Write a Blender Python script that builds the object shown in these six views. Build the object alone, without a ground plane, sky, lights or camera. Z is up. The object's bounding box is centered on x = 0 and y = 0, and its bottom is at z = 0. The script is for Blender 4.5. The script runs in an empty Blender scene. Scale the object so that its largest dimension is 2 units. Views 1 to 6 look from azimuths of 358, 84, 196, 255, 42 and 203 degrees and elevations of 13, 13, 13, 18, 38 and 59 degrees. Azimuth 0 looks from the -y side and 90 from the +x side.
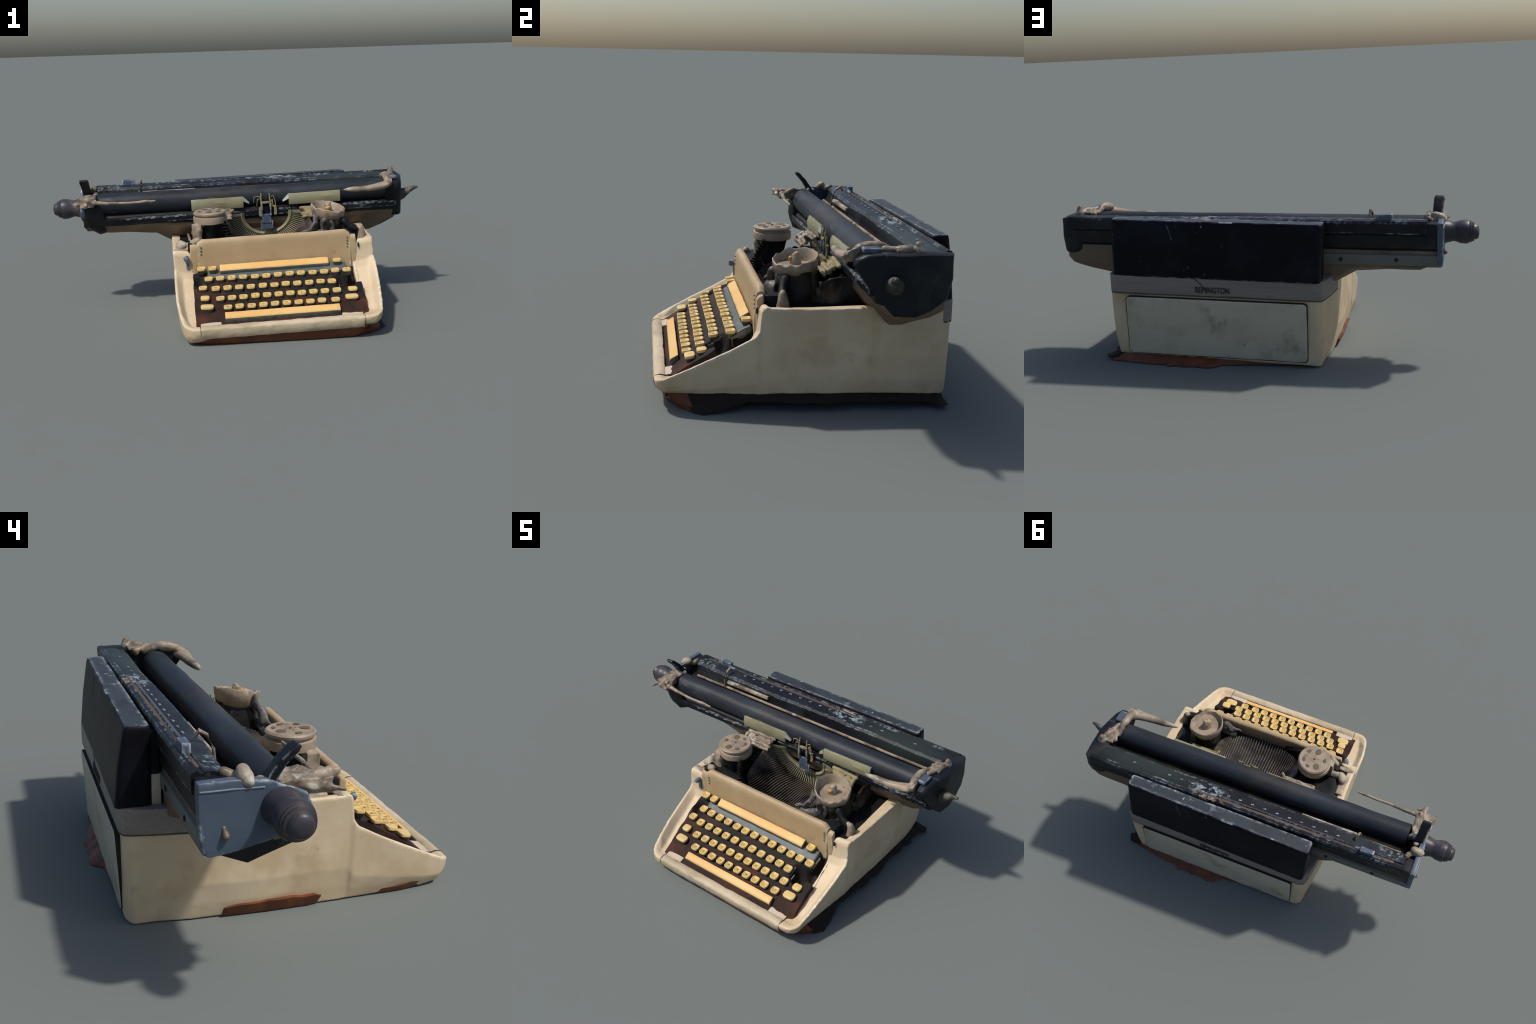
# An old wide-carriage office typewriter, weathered: cream casing, black carriage, yellowed keys.
import bpy, bmesh, math, random
from mathutils import Vector, Matrix, noise

rnd = random.Random(11)
SCN = bpy.context.scene
COL = SCN.collection

# ------------------------------------------------------------------ frames
def frame(yaw, roll, shift):
    ex = Vector((1, yaw, roll)).normalized()
    ey = Vector((0, 0, 1)).cross(ex).normalized()
    ez = ex.cross(ey)
    m = Matrix((ex, ey, ez)).transposed().to_4x4()
    m.translation = Vector(shift)
    return m

BODY = frame(0.036, 0.026, (0.155, 0, 0))      # the machine stands slightly skewed
CARR = frame(0.0406, 0.0155, (0, 0, 0))        # the carriage has its own small tilt

# ------------------------------------------------------------------ materials
class NT:
    def __init__(self, name):
        self.m = bpy.data.materials.new(name)
        self.m.use_nodes = True
        self.t = self.m.node_tree
        self.b = self.t.nodes["Principled BSDF"]
        self.tc = self.t.nodes.new("ShaderNodeTexCoord")

    def n(self, kind, **kw):
        nd = self.t.nodes.new(kind)
        for k, v in kw.items():
            setattr(nd, k, v)
        return nd

    def l(self, a, b):
        self.t.links.new(a, b)

    def coord(self, stretch=None, offset=(0, 0, 0)):
        mp = self.n("ShaderNodeMapping")
        mp.inputs["Scale"].default_value = stretch or (1, 1, 1)
        mp.inputs["Location"].default_value = offset
        self.l(self.tc.outputs["Object"], mp.inputs["Vector"])
        return mp.outputs["Vector"]

    def noise(self, scale, detail=4, rough=0.55, stretch=None, offset=(0, 0, 0)):
        nd = self.n("ShaderNodeTexNoise")
        nd.inputs["Scale"].default_value = scale
        nd.inputs["Detail"].default_value = detail
        nd.inputs["Roughness"].default_value = rough
        self.l(self.coord(stretch, offset), nd.inputs["Vector"])
        return nd.outputs["Fac"]

    def ramp(self, fac, lo, hi, amount=1.0):
        nd = self.n("ShaderNodeMapRange")
        nd.interpolation_type = "SMOOTHSTEP"
        nd.inputs["From Min"].default_value = lo
        nd.inputs["From Max"].default_value = hi
        nd.inputs["To Max"].default_value = amount
        self.l(fac, nd.inputs["Value"])
        return nd.outputs["Result"]

    def math(self, op, a, b):
        nd = self.n("ShaderNodeMath", operation=op)
        for i, v in enumerate((a, b)):
            if isinstance(v, (int, float)):
                nd.inputs[i].default_value = v
            else:
                self.l(v, nd.inputs[i])
        return nd.outputs[0]

    def mix(self, fac, a, b):
        nd = self.n("ShaderNodeMix", data_type="RGBA")
        if isinstance(fac, (int, float)):
            nd.inputs["Factor"].default_value = fac
        else:
            self.l(fac, nd.inputs["Factor"])
        for v, s in ((a, nd.inputs["A"]), (b, nd.inputs["B"])):
            if isinstance(v, tuple):
                s.default_value = (*v, 1)
            else:
                self.l(v, s)
        return nd.outputs["Result"]


def mat(name, base, tones=(), specks=(), edge=None, rough=0.55, metal=0.0, bump=None, vary=0.0, spec=0.4, patch=None, heavy=0.0):
    """tones: (colour, scale, lo, hi, amount, stretch) broad patches; specks the same but drawn on top;
    edge: (colour, radius, amount) worn paint along the edges."""
    k = NT(name)
    col = base
    for i, (c, sc, lo, hi, am, st) in enumerate(list(tones) + list(specks)):
        f = k.ramp(k.noise(sc, 5, 0.6, st, (i * 3.1, i * 1.7, i * 2.3)), lo, hi, am)
        col = k.mix(f, col, c)
    if patch:
        for pc, prad, pcol, plo in patch:
            ds = k.n("ShaderNodeVectorMath", operation="DISTANCE")
            k.l(k.coord((1.0 / prad[0], 1.0 / prad[1], 1.0 / prad[2])), ds.inputs[0])
            ds.inputs[1].default_value = tuple(a / b for a, b in zip(pc, prad))
            near = k.ramp(ds.outputs["Value"], 1.0, 0.2)
            col = k.mix(k.math("MULTIPLY", near, k.ramp(k.noise(38, 6, 0.7, None, (1, 5, 2)), plo, plo + 0.12)), col, pcol)
    if edge:
        c, rad, am = edge
        bv = k.n("ShaderNodeBevel", samples=4)
        bv.inputs["Radius"].default_value = rad
        ge = k.n("ShaderNodeNewGeometry")
        dt = k.n("ShaderNodeVectorMath", operation="DOT_PRODUCT")
        k.l(bv.outputs["Normal"], dt.inputs[0])
        k.l(ge.outputs["Normal"], dt.inputs[1])
        near = k.ramp(k.math("SUBTRACT", 1.0, dt.outputs["Value"]), 0.006, 0.07)
        grit = k.math("MULTIPLY", k.ramp(k.noise(24 if heavy else 48, 5, 0.62), 0.44 - heavy * 0.3, 0.58 - heavy * 0.3, am), k.ramp(k.noise(7, 3, 0.6, None, (4, 2, 9)), 0.40 - heavy, 0.62 - heavy))
        col = k.mix(k.math("MULTIPLY", near, grit), col, c)
    if vary:
        oi = k.n("ShaderNodeObjectInfo")
        hs = k.n("ShaderNodeHueSaturation")
        k.l(k.math("ADD", 1 - vary, k.math("MULTIPLY", oi.outputs["Random"], 1.4 * vary)), hs.inputs["Value"])
        k.l(k.math("ADD", 1 - vary * 1.3, k.math("MULTIPLY", oi.outputs["Random"], 1.6 * vary)), hs.inputs["Saturation"])
        if isinstance(col, tuple):
            hs.inputs["Color"].default_value = (*col, 1)
        else:
            k.l(col, hs.inputs["Color"])
        col = hs.outputs["Color"]
    if isinstance(col, tuple):
        k.b.inputs["Base Color"].default_value = (*col, 1)
    else:
        k.l(col, k.b.inputs["Base Color"])
    k.b.inputs["Roughness"].default_value = rough
    k.b.inputs["Metallic"].default_value = metal
    k.b.inputs["Specular IOR Level"].default_value = spec
    if bump:
        bp = k.n("ShaderNodeBump")
        bp.inputs["Strength"].default_value = bump[1]
        bp.inputs["Distance"].default_value = 0.01
        k.l(k.noise(bump[0], 5, 0.6), bp.inputs["Height"])
        k.l(bp.outputs["Normal"], k.b.inputs["Normal"])
    return k.m


ST = (1, 1, 1)
PALE = (0.52, 0.58, 0.62)
M_CREAM = mat("cream_enamel", (0.565, 0.435, 0.275),
              tones=[((0.66, 0.535, 0.37), 3.5, 0.40, 0.62, 0.8, ST), ((0.44, 0.31, 0.175), 5, 0.52, 0.72, 0.55, ST), ((0.36, 0.30, 0.22), 9, 0.62, 0.78, 0.6, ST)],
              specks=[((0.34, 0.25, 0.14), 26, 0.68, 0.76, 0.5, (1, 1, 0.7)), ((0.20, 0.15, 0.09), 60, 0.72, 0.76, 0.5, ST)],
              edge=((0.78, 0.74, 0.64), 0.02, 0.9), rough=0.5, bump=(22, 0.08), spec=0.3)
M_LIP = mat("dirty_cream_enamel", (0.44, 0.36, 0.235),
            tones=[((0.58, 0.47, 0.33), 6, 0.46, 0.66, 0.8, (0.5, 1, 1)), ((0.28, 0.23, 0.14), 12, 0.50, 0.70, 0.7, (0.5, 1, 1))],
            specks=[((0.16, 0.13, 0.08), 40, 0.68, 0.74, 0.7, ST)], edge=((0.62, 0.55, 0.45), 0.012, 0.9), rough=0.55, bump=(40, 0.2), spec=0.3)
M_DECK = mat("pale_deck_enamel", (0.56, 0.455, 0.34), tones=[((0.44, 0.35, 0.24), 9, 0.45, 0.66, 0.7, ST)], rough=0.55, spec=0.3)
M_FACE = mat("tan_enamel", (0.395, 0.285, 0.160),
             tones=[((0.47, 0.36, 0.22), 4, 0.42, 0.66, 0.8, ST), ((0.33, 0.23, 0.125), 9, 0.52, 0.72, 0.6, ST)],
             specks=[((0.16, 0.10, 0.05), 44, 0.70, 0.75, 0.7, ST), ((0.24, 0.17, 0.09), 15, 0.68, 0.76, 0.5, ST)],
             edge=((0.66, 0.56, 0.40), 0.018, 0.9), rough=0.5, bump=(25, 0.06), spec=0.3)
M_PANEL = mat("grey_cream_enamel", (0.47, 0.42, 0.32),
              tones=[((0.37, 0.33, 0.245), 7, 0.45, 0.68, 0.8, ST), ((0.22, 0.185, 0.12), 9, 0.54, 0.74, 0.75, (1, 1, 0.8))],
              specks=[((0.13, 0.11, 0.07), 45, 0.66, 0.72, 0.8, (0.6, 1, 1))],
              edge=((0.60, 0.62, 0.60), 0.012, 0.8), rough=0.5, bump=(30, 0.1))
M_BAND = mat("brushed_grey_trim", (0.225, 0.19, 0.17),
             tones=[((0.175, 0.145, 0.13), 30, 0.4, 0.65, 0.7, (0.2, 1, 6))],
             edge=((0.42, 0.42, 0.42), 0.008, 0.6), rough=0.45)
M_ENDBLACK = mat("sooty_black_paint", (0.010, 0.012, 0.016), tones=[((0.030, 0.032, 0.034), 6, 0.52, 0.72, 0.8, ST)], specks=[((0.16, 0.18, 0.19), 14, 0.66, 0.76, 0.5, ST)], rough=0.45, spec=0.2)
M_GAP = mat("dark_gap", (0.018, 0.016, 0.014), rough=0.8)
M_BLACK = mat("worn_black_paint", (0.0095, 0.0105, 0.0145),
              tones=[((0.024, 0.029, 0.037), 5, 0.45, 0.68, 0.8, ST), ((0.045, 0.036, 0.030), 6, 0.62, 0.76, 0.7, (0.4, 1, 1))],
              specks=[((0.26, 0.31, 0.34), 46, 0.70, 0.745, 0.9, ST), ((0.17, 0.22, 0.25), 11, 0.655, 0.73, 0.7, (0.6, 1.6, 1.6)), ((0.30, 0.34, 0.36), 90, 0.70, 0.75, 0.8, ST)],
              edge=((0.34, 0.40, 0.45), 0.011, 0.9), rough=0.42, bump=(60, 0.05), spec=0.2)
M_TABLE = mat("worn_table_paint", (0.0095, 0.0105, 0.0145),
              tones=[((0.024, 0.029, 0.037), 5, 0.45, 0.68, 0.8, ST), ((0.045, 0.036, 0.030), 6, 0.62, 0.76, 0.7, (0.4, 1, 1))],
              specks=[((0.26, 0.31, 0.34), 46, 0.70, 0.745, 0.9, ST), ((0.17, 0.22, 0.25), 11, 0.655, 0.73, 0.7, (0.6, 1.6, 1.6)), ((0.30, 0.34, 0.36), 90, 0.70, 0.75, 0.8, ST)],
              edge=((0.34, 0.40, 0.45), 0.011, 0.9), rough=0.42, bump=(60, 0.05), spec=0.2,
              patch=[((0.265, 0.385, 0.655), (0.13, 0.06, 0.05), (0.36, 0.43, 0.46), 0.46), ((0.25, 0.43, 0.65), (0.12, 0.03, 0.03), (0.34, 0.24, 0.16), 0.48),
                     ((0.62, 0.36, 0.64), (0.42, 0.12, 0.10), (0.026, 0.034, 0.032), 0.30), ((-0.70, 0.36, 0.65), (0.10, 0.06, 0.05), (0.20, 0.25, 0.27), 0.52)])
M_COVER = mat("black_cover_paint", (0.006, 0.006, 0.009),
              tones=[((0.013, 0.014, 0.020), 5, 0.45, 0.68, 0.8, ST)],
              specks=[((0.34, 0.40, 0.44), 34, 0.70, 0.745, 0.9, ST), ((0.10, 0.12, 0.14), 8, 0.69, 0.74, 0.6, (0.5, 1, 1))],
              edge=((0.42, 0.47, 0.52), 0.010, 0.55), rough=0.42, spec=0.08)
M_COVERTOP = mat("paler_black_cover_top", (0.036, 0.044, 0.053),  # paler, bluer black for the cover's upward faces
                 tones=[((0.025, 0.028, 0.034), 6, 0.42, 0.62, 0.8, ST)],
                 specks=[((0.40, 0.47, 0.50), 38, 0.66, 0.72, 0.9, ST), ((0.20, 0.25, 0.28), 11, 0.58, 0.70, 0.5, ST)],
                 edge=((0.55, 0.60, 0.66), 0.022, 1.0), rough=0.5, spec=0.25, heavy=0.06)
M_STEEL = mat("blue_grey_plate", (0.066, 0.088, 0.125),
              tones=[((0.055, 0.075, 0.115), 8, 0.42, 0.65, 0.8, ST)],
              specks=[((0.36, 0.42, 0.46), 38, 0.68, 0.73, 0.8, ST)],
              edge=((0.55, 0.62, 0.66), 0.014, 1.0), rough=0.45)
M_PLATEN = mat("platen_rubber", (0.017, 0.021, 0.028),
               tones=[((0.036, 0.044, 0.055), 4, 0.42, 0.62, 0.8, (0.5, 1, 1)), ((0.010, 0.012, 0.015), 6, 0.52, 0.70, 0.8, (0.4, 2, 2)), ((0.050, 0.040, 0.034), 5, 0.58, 0.74, 0.7, (0.5, 1.5, 1.5))],
               specks=[((0.24, 0.29, 0.34), 26, 0.69, 0.76, 0.7, (0.6, 1, 1)), ((0.10, 0.115, 0.13), 10, 0.60, 0.74, 0.6, (0.5, 1.5, 1.5))], rough=0.5, bump=(30, 0.1), spec=0.25)
M_FUSED = mat("fused_grime", (0.012, 0.011, 0.010), tones=[((0.11, 0.09, 0.065), 7, 0.50, 0.68, 0.9, (1.3, 1.3, 0.5)), ((0.26, 0.22, 0.17), 9, 0.62, 0.76, 0.8, (1.4, 1.4, 0.4))], rough=0.55, bump=(30, 0.3), spec=0.25)
M_SEAM = mat("brown_seam", (0.07, 0.055, 0.04), rough=0.8)
M_DARK = mat("grimy_black_metal", (0.009, 0.009, 0.010),
             tones=[((0.030, 0.027, 0.023), 7, 0.5, 0.7, 0.8, ST)], rough=0.5, spec=0.25)
M_SOOT = mat("soft_black", (0.007, 0.008, 0.009),
             tones=[((0.045, 0.042, 0.038), 5, 0.60, 0.80, 0.7, ST)], rough=0.6, spec=0.2)
M_UNDER = mat("brown_underside", (0.16, 0.112, 0.072),
              tones=[((0.34, 0.26, 0.17), 4, 0.48, 0.70, 0.7, (0.5, 1, 1)), ((0.06, 0.05, 0.045), 6, 0.52, 0.72, 0.8, (0.4, 1, 1))], rough=0.7)
M_OLIVE = mat("olive_grey_rail", (0.135, 0.135, 0.115),
              tones=[((0.075, 0.072, 0.06), 6, 0.45, 0.7, 0.8, (0.4, 1, 1))], rough=0.5)
M_BONE = mat("bone_metal", (0.30, 0.24, 0.175),
             tones=[((0.11, 0.08, 0.055), 11, 0.42, 0.60, 0.9, ST), ((0.56, 0.55, 0.47), 9, 0.56, 0.72, 0.8, ST)],
             specks=[((0.05, 0.035, 0.03), 18, 0.62, 0.72, 0.7, ST)], rough=0.45, bump=(35, 0.25))
M_BRASS = mat("dull_brass", (0.27, 0.225, 0.12),
              tones=[((0.15, 0.12, 0.06), 14, 0.5, 0.7, 0.7, ST), ((0.33, 0.30, 0.21), 12, 0.58, 0.72, 0.7, ST)], rough=0.55, spec=0.25)
M_SHIELD = mat("yellowed_plastic", (0.255, 0.24, 0.145),
               tones=[((0.14, 0.125, 0.065), 9, 0.5, 0.7, 0.7, (0.4, 1, 1)), ((0.40, 0.29, 0.11), 8, 0.64, 0.74, 0.6, ST)],
               specks=[((0.08, 0.06, 0.03), 40, 0.70, 0.75, 0.8, ST)], edge=((0.62, 0.64, 0.50), 0.004, 0.8), rough=0.35)
M_SEG = mat("segment_metal", (0.28, 0.25, 0.155),
            tones=[((0.19, 0.155, 0.085), 10, 0.48, 0.68, 0.7, ST)], rough=0.4)
M_SPOOL = mat("dusty_spool", (0.32, 0.25, 0.18),
              tones=[((0.22, 0.165, 0.115), 11, 0.46, 0.66, 0.85, ST), ((0.44, 0.41, 0.33), 9, 0.55, 0.72, 0.8, ST)],
              specks=[((0.12, 0.085, 0.06), 16, 0.58, 0.72, 0.75, ST), ((0.50, 0.47, 0.39), 13, 0.64, 0.74, 0.6, ST)], rough=0.5, bump=(40, 0.25))
M_HOLE = mat("spool_recess", (0.12, 0.09, 0.06), rough=0.7)
M_KEYTOP = mat("yellowed_key", (0.67, 0.47, 0.165),
               tones=[((0.70, 0.53, 0.23), 30, 0.45, 0.62, 0.7, ST), ((0.60, 0.36, 0.10), 40, 0.58, 0.74, 0.7, ST)],
               vary=0.06, rough=0.4)
M_KEYDISH = mat("yellowed_key_dish", (0.60, 0.405, 0.125),
                tones=[((0.60, 0.38, 0.10), 30, 0.5, 0.7, 0.7, ST)], vary=0.06, rough=0.4)
M_KEYSIDE = mat("grey_key_skirt", (0.105, 0.105, 0.085),
                tones=[((0.05, 0.045, 0.04), 30, 0.45, 0.65, 0.8, ST)], rough=0.5)
M_BAR = mat("amber_bar", (0.70, 0.415, 0.145),
            tones=[((0.72, 0.48, 0.19), 7, 0.45, 0.6, 0.7, ST), ((0.62, 0.33, 0.13), 10, 0.58, 0.72, 0.5, ST)], rough=0.45, spec=0.25)
M_INK = mat("legend_ink", (0.20, 0.16, 0.06), rough=0.6)
M_LETTER = mat("black_letter", (0.02, 0.018, 0.018), rough=0.6)
M_MARK = mat("pale_scale_mark", (0.33, 0.32, 0.28), tones=[((0.12, 0.12, 0.11), 40, 0.45, 0.65, 0.8, ST)], rough=0.6)
M_BED = mat("key_bed", (0.014, 0.011, 0.010),
            tones=[((0.040, 0.018, 0.012), 6, 0.48, 0.68, 0.8, ST), ((0.08, 0.075, 0.065), 22, 0.58, 0.74, 0.5, (1, 0.3, 1))], rough=0.7, spec=0.2)
M_BEDRED = mat("rusty_key_bed", (0.026, 0.011, 0.008),
               tones=[((0.070, 0.022, 0.010), 6, 0.48, 0.65, 0.8, ST), ((0.022, 0.012, 0.009), 9, 0.52, 0.70, 0.7, ST)], rough=0.7, spec=0.2)
M_COMB = mat("blue_grey_comb", (0.085, 0.098, 0.095),
             tones=[((0.15, 0.165, 0.155), 14, 0.5, 0.7, 0.6, ST), ((0.03, 0.033, 0.03), 10, 0.55, 0.72, 0.7, ST)], rough=0.5)
M_WOOD = mat("red_brown_wood", (0.125, 0.035, 0.013),
             tones=[((0.19, 0.062, 0.018), 5, 0.48, 0.66, 0.8, (1, 3, 1)), ((0.05, 0.014, 0.007), 6, 0.52, 0.72, 0.8, (1, 3, 1))], rough=0.5, bump=(30, 0.2))
M_WOODSHADOW = mat("shadow_darkened_wood", (0.020, 0.012, 0.009), tones=[((0.05, 0.018, 0.010), 7, 0.55, 0.72, 0.8, ST)], rough=0.7, spec=0.2)  # same table wood, its deep shadow on the right painted in
M_KNOB = mat("purple_black_knob", (0.036, 0.034, 0.043),
             tones=[((0.10, 0.072, 0.060), 9, 0.46, 0.66, 0.8, ST), ((0.13, 0.12, 0.15), 7, 0.60, 0.74, 0.7, ST), ((0.030, 0.030, 0.038), 7, 0.5, 0.7, 0.8, ST)], rough=0.42)
M_BAR2 = mat("typebar_steel", (0.17, 0.14, 0.115), tones=[((0.03, 0.022, 0.02), 5, 0.42, 0.60, 0.95, ST)], rough=0.4, metal=0.3)
M_CHROME = mat("bright_metal", (0.50, 0.48, 0.42), tones=[((0.28, 0.25, 0.2), 20, 0.5, 0.7, 0.8, ST)], rough=0.3, metal=0.5)

# ------------------------------------------------------------------ tree of parts
ROOT = bpy.data.objects.new("typewriter", None)
COL.objects.link(ROOT)
ROOT["label"] = "weathered cream typewriter with wide black carriage"
ROOT["category"] = "typewriter"
I4 = Matrix.Identity(4)


def link(name, me, mats, fr=BODY, parent=None, local=None, stuff=False, angle=40):
    """Puts a mesh into the scene. `local` is a placement inside the frame `fr`."""
    for m in (mats if isinstance(mats, (list, tuple)) else [mats]):
        if m.name not in me.materials:
            me.materials.append(m)
    if angle is not None:
        me.shade_smooth()
        me.set_sharp_from_angle(angle=math.radians(angle))
    o = bpy.data.objects.new(name, me)
    COL.objects.link(o)
    world = fr @ (local or I4)
    p = parent or ROOT
    o.parent = p
    o.matrix_parent_inverse = I4
    o.matrix_basis = PLACE.get(p.name, I4).inverted() @ world
    PLACE[o.name] = world
    if stuff:
        o["kind"] = "stuff"
    return o


PLACE = {}


def fresh(vf):
    me = bpy.data.meshes.new("m")
    me.from_pydata([tuple(v) for v in vf[0]], [], vf[1])
    bm = bmesh.new()
    bm.from_mesh(me)
    bmesh.ops.recalc_face_normals(bm, faces=bm.faces)
    bm.to_mesh(me)
    bm.free()
    return me


def join(*parts):
    V, F = [], []
    for v, f in parts:
        b = len(V)
        V += list(v)
        F += [tuple(i + b for i in q) for q in f]
    return V, F


def loft(rings, caps=True):
    n = len(rings[0])
    V = [p for r in rings for p in r]
    F = []
    for i in range(len(rings) - 1):
        for j in range(n):
            a, b = i * n + j, i * n + (j + 1) % n
            F.append((a, b, b + n, a + n))
    if caps:
        F.append(tuple(range(n))[::-1])
        F.append(tuple(range((len(rings) - 1) * n, len(rings) * n)))
    return V, F


def xprism(poly, x0, x1, steps=1):
    """A (y, z) profile drawn out along x."""
    return loft([[(x0 + (x1 - x0) * i / steps, y, z) for y, z in poly] for i in range(steps + 1)])


def box(c, s):
    x, y, z = (v / 2 for v in s)
    return loft([[(c[0] - x, c[1] - y, c[2] + k), (c[0] + x, c[1] - y, c[2] + k), (c[0] + x, c[1] + y, c[2] + k), (c[0] - x, c[1] + y, c[2] + k)] for k in (-z, z)])


def axes(d):
    d = Vector(d).normalized()
    u = d.cross(Vector((0, 0, 1)) if abs(d.z) < 0.9 else Vector((0, 1, 0))).normalized()
    return u, u.cross(d), d


def tube(pts, radii, n=12):
    pts = [Vector(p) for p in pts]
    if isinstance(radii, (int, float)):
        radii = [radii] * len(pts)
    rings = []
    for i, p in enumerate(pts):
        u, v, _ = axes(pts[min(i + 1, len(pts) - 1)] - pts[max(i - 1, 0)])
        rings.append([p + radii[i] * (math.cos(a) * u + math.sin(a) * v) for a in (2 * math.pi * k / n for k in range(n))])
    return loft(rings)


def lathe(profile, centre, n=40, wob=0.0, seed=0):
    """profile: (radius, height) about z."""
    rings = []
    for r, h in profile:
        ring = []
        for k in range(n):
            a = 2 * math.pi * k / n
            w = 1 + wob * noise.noise(Vector((math.cos(a) * 1.3 + seed, math.sin(a) * 1.3, h * 8)))
            ring.append((centre[0] + r * w * math.cos(a), centre[1] + r * w * math.sin(a), centre[2] + h))
        rings.append(ring)
    return loft(rings)


def rrect(x0, x1, y0, y1, r, n=5):
    out = []
    for cx, cy, a0 in ((x1 - r, y0 + r, -90), (x1 - r, y1 - r, 0), (x0 + r, y1 - r, 90), (x0 + r, y0 + r, 180)):
        for i in range(n + 1):
            a = math.radians(a0 + 90 * i / n)
            out.append((cx + r * math.cos(a), cy + r * math.sin(a)))
    return out


def bevelled(vf, w, seg=2, angle=25):
    me = fresh(vf)
    bm = bmesh.new()
    bm.from_mesh(me)
    bmesh.ops.remove_doubles(bm, verts=bm.verts, dist=1e-6)
    es = [e for e in bm.edges if len(e.link_faces) == 2 and e.calc_face_angle(0) > math.radians(angle)]
    bmesh.ops.bevel(bm, geom=es, offset=w, segments=seg, affect="EDGES", profile=0.5, clamp_overlap=True)
    bm.to_mesh(me)
    bm.free()
    return me


def worn(me, maxlen, amp, freq, seed=0, fine=0.0):
    """Splits long edges and pushes the surface about with noise, as on an old dented thing."""
    bm = bmesh.new()
    bm.from_mesh(me)
    bmesh.ops.triangulate(bm, faces=[f for f in bm.faces if len(f.verts) > 4])
    for _ in range(7):
        es = [e for e in bm.edges if e.calc_length() > maxlen]
        if not es:
            break
        bmesh.ops.subdivide_edges(bm, edges=es, cuts=1, use_grid_fill=True)
    o = Vector((seed * 7.3, seed * 3.1, seed * 5.7))
    bm.normal_update()
    for v in bm.verts:
        d = noise.noise_vector(v.co * freq + o) * amp
        if fine:
            d += noise.noise_vector(v.co * freq * 4 + o) * fine
        v.co += d
    bm.to_mesh(me)
    bm.free()
    return me


def melted(vf, voxel, smooth=6, amp=0.0, freq=10, seed=0):
    """Union of closed shells, remeshed and relaxed into one soft skin."""
    me = fresh(vf) if isinstance(vf, tuple) else vf
    o = bpy.data.objects.new("tmp", me)
    COL.objects.link(o)
    r = o.modifiers.new("r", "REMESH")
    r.mode = "VOXEL"
    r.voxel_size = voxel
    if smooth:
        s = o.modifiers.new("s", "SMOOTH")
        s.factor = 0.5
        s.iterations = smooth
    dg = bpy.context.evaluated_depsgraph_get()
    out = bpy.data.meshes.new_from_object(o.evaluated_get(dg))
    bpy.data.objects.remove(o)
    if amp:
        k = Vector((seed * 7.3, seed * 3.1, seed * 5.7))
        for v in out.vertices:
            v.co += noise.noise_vector(v.co * freq + k) * amp
    return out


def capsule(p0, p1, r0, r1=None, n=10):
    r1 = r0 if r1 is None else r1
    p0, p1 = Vector(p0), Vector(p1)
    u, v, d = axes(p1 - p0 if (p1 - p0).length > 1e-6 else Vector((0, 0, 1)))
    rings = []
    for base, r, angs in ((p0, r0, (-85, -60, -30, 0)), (p1, r1, (0, 30, 60, 85))):
        for t in angs:
            t = math.radians(t)
            rings.append([base + d * (r * math.sin(t)) + r * math.cos(t) * (math.cos(a) * u + math.sin(a) * v) for a in (2 * math.pi * k / n for k in range(n))])
    return loft(rings)


def text_mesh(body, size, depth):
    cu = bpy.data.curves.new("t", "FONT")
    cu.body = body
    cu.size = size
    cu.extrude = depth
    cu.align_x = "CENTER"
    cu.align_y = "CENTER"
    cu.resolution_u = 3
    o = bpy.data.objects.new("t", cu)
    COL.objects.link(o)
    dg = bpy.context.evaluated_depsgraph_get()
    me = bpy.data.meshes.new_from_object(o.evaluated_get(dg))
    bpy.data.objects.remove(o)
    return me


def lerp(tab, y):
    """Linear look-up in rows (y, a, b, ...)."""
    if y <= tab[0][0]:
        return tab[0][1:]
    for p, q in zip(tab, tab[1:]):
        if y <= q[0]:
            t = (y - p[0]) / (q[0] - p[0])
            return tuple(a + (b - a) * t for a, b in zip(p[1:], q[1:]))
    return tab[-1][1:]


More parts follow.
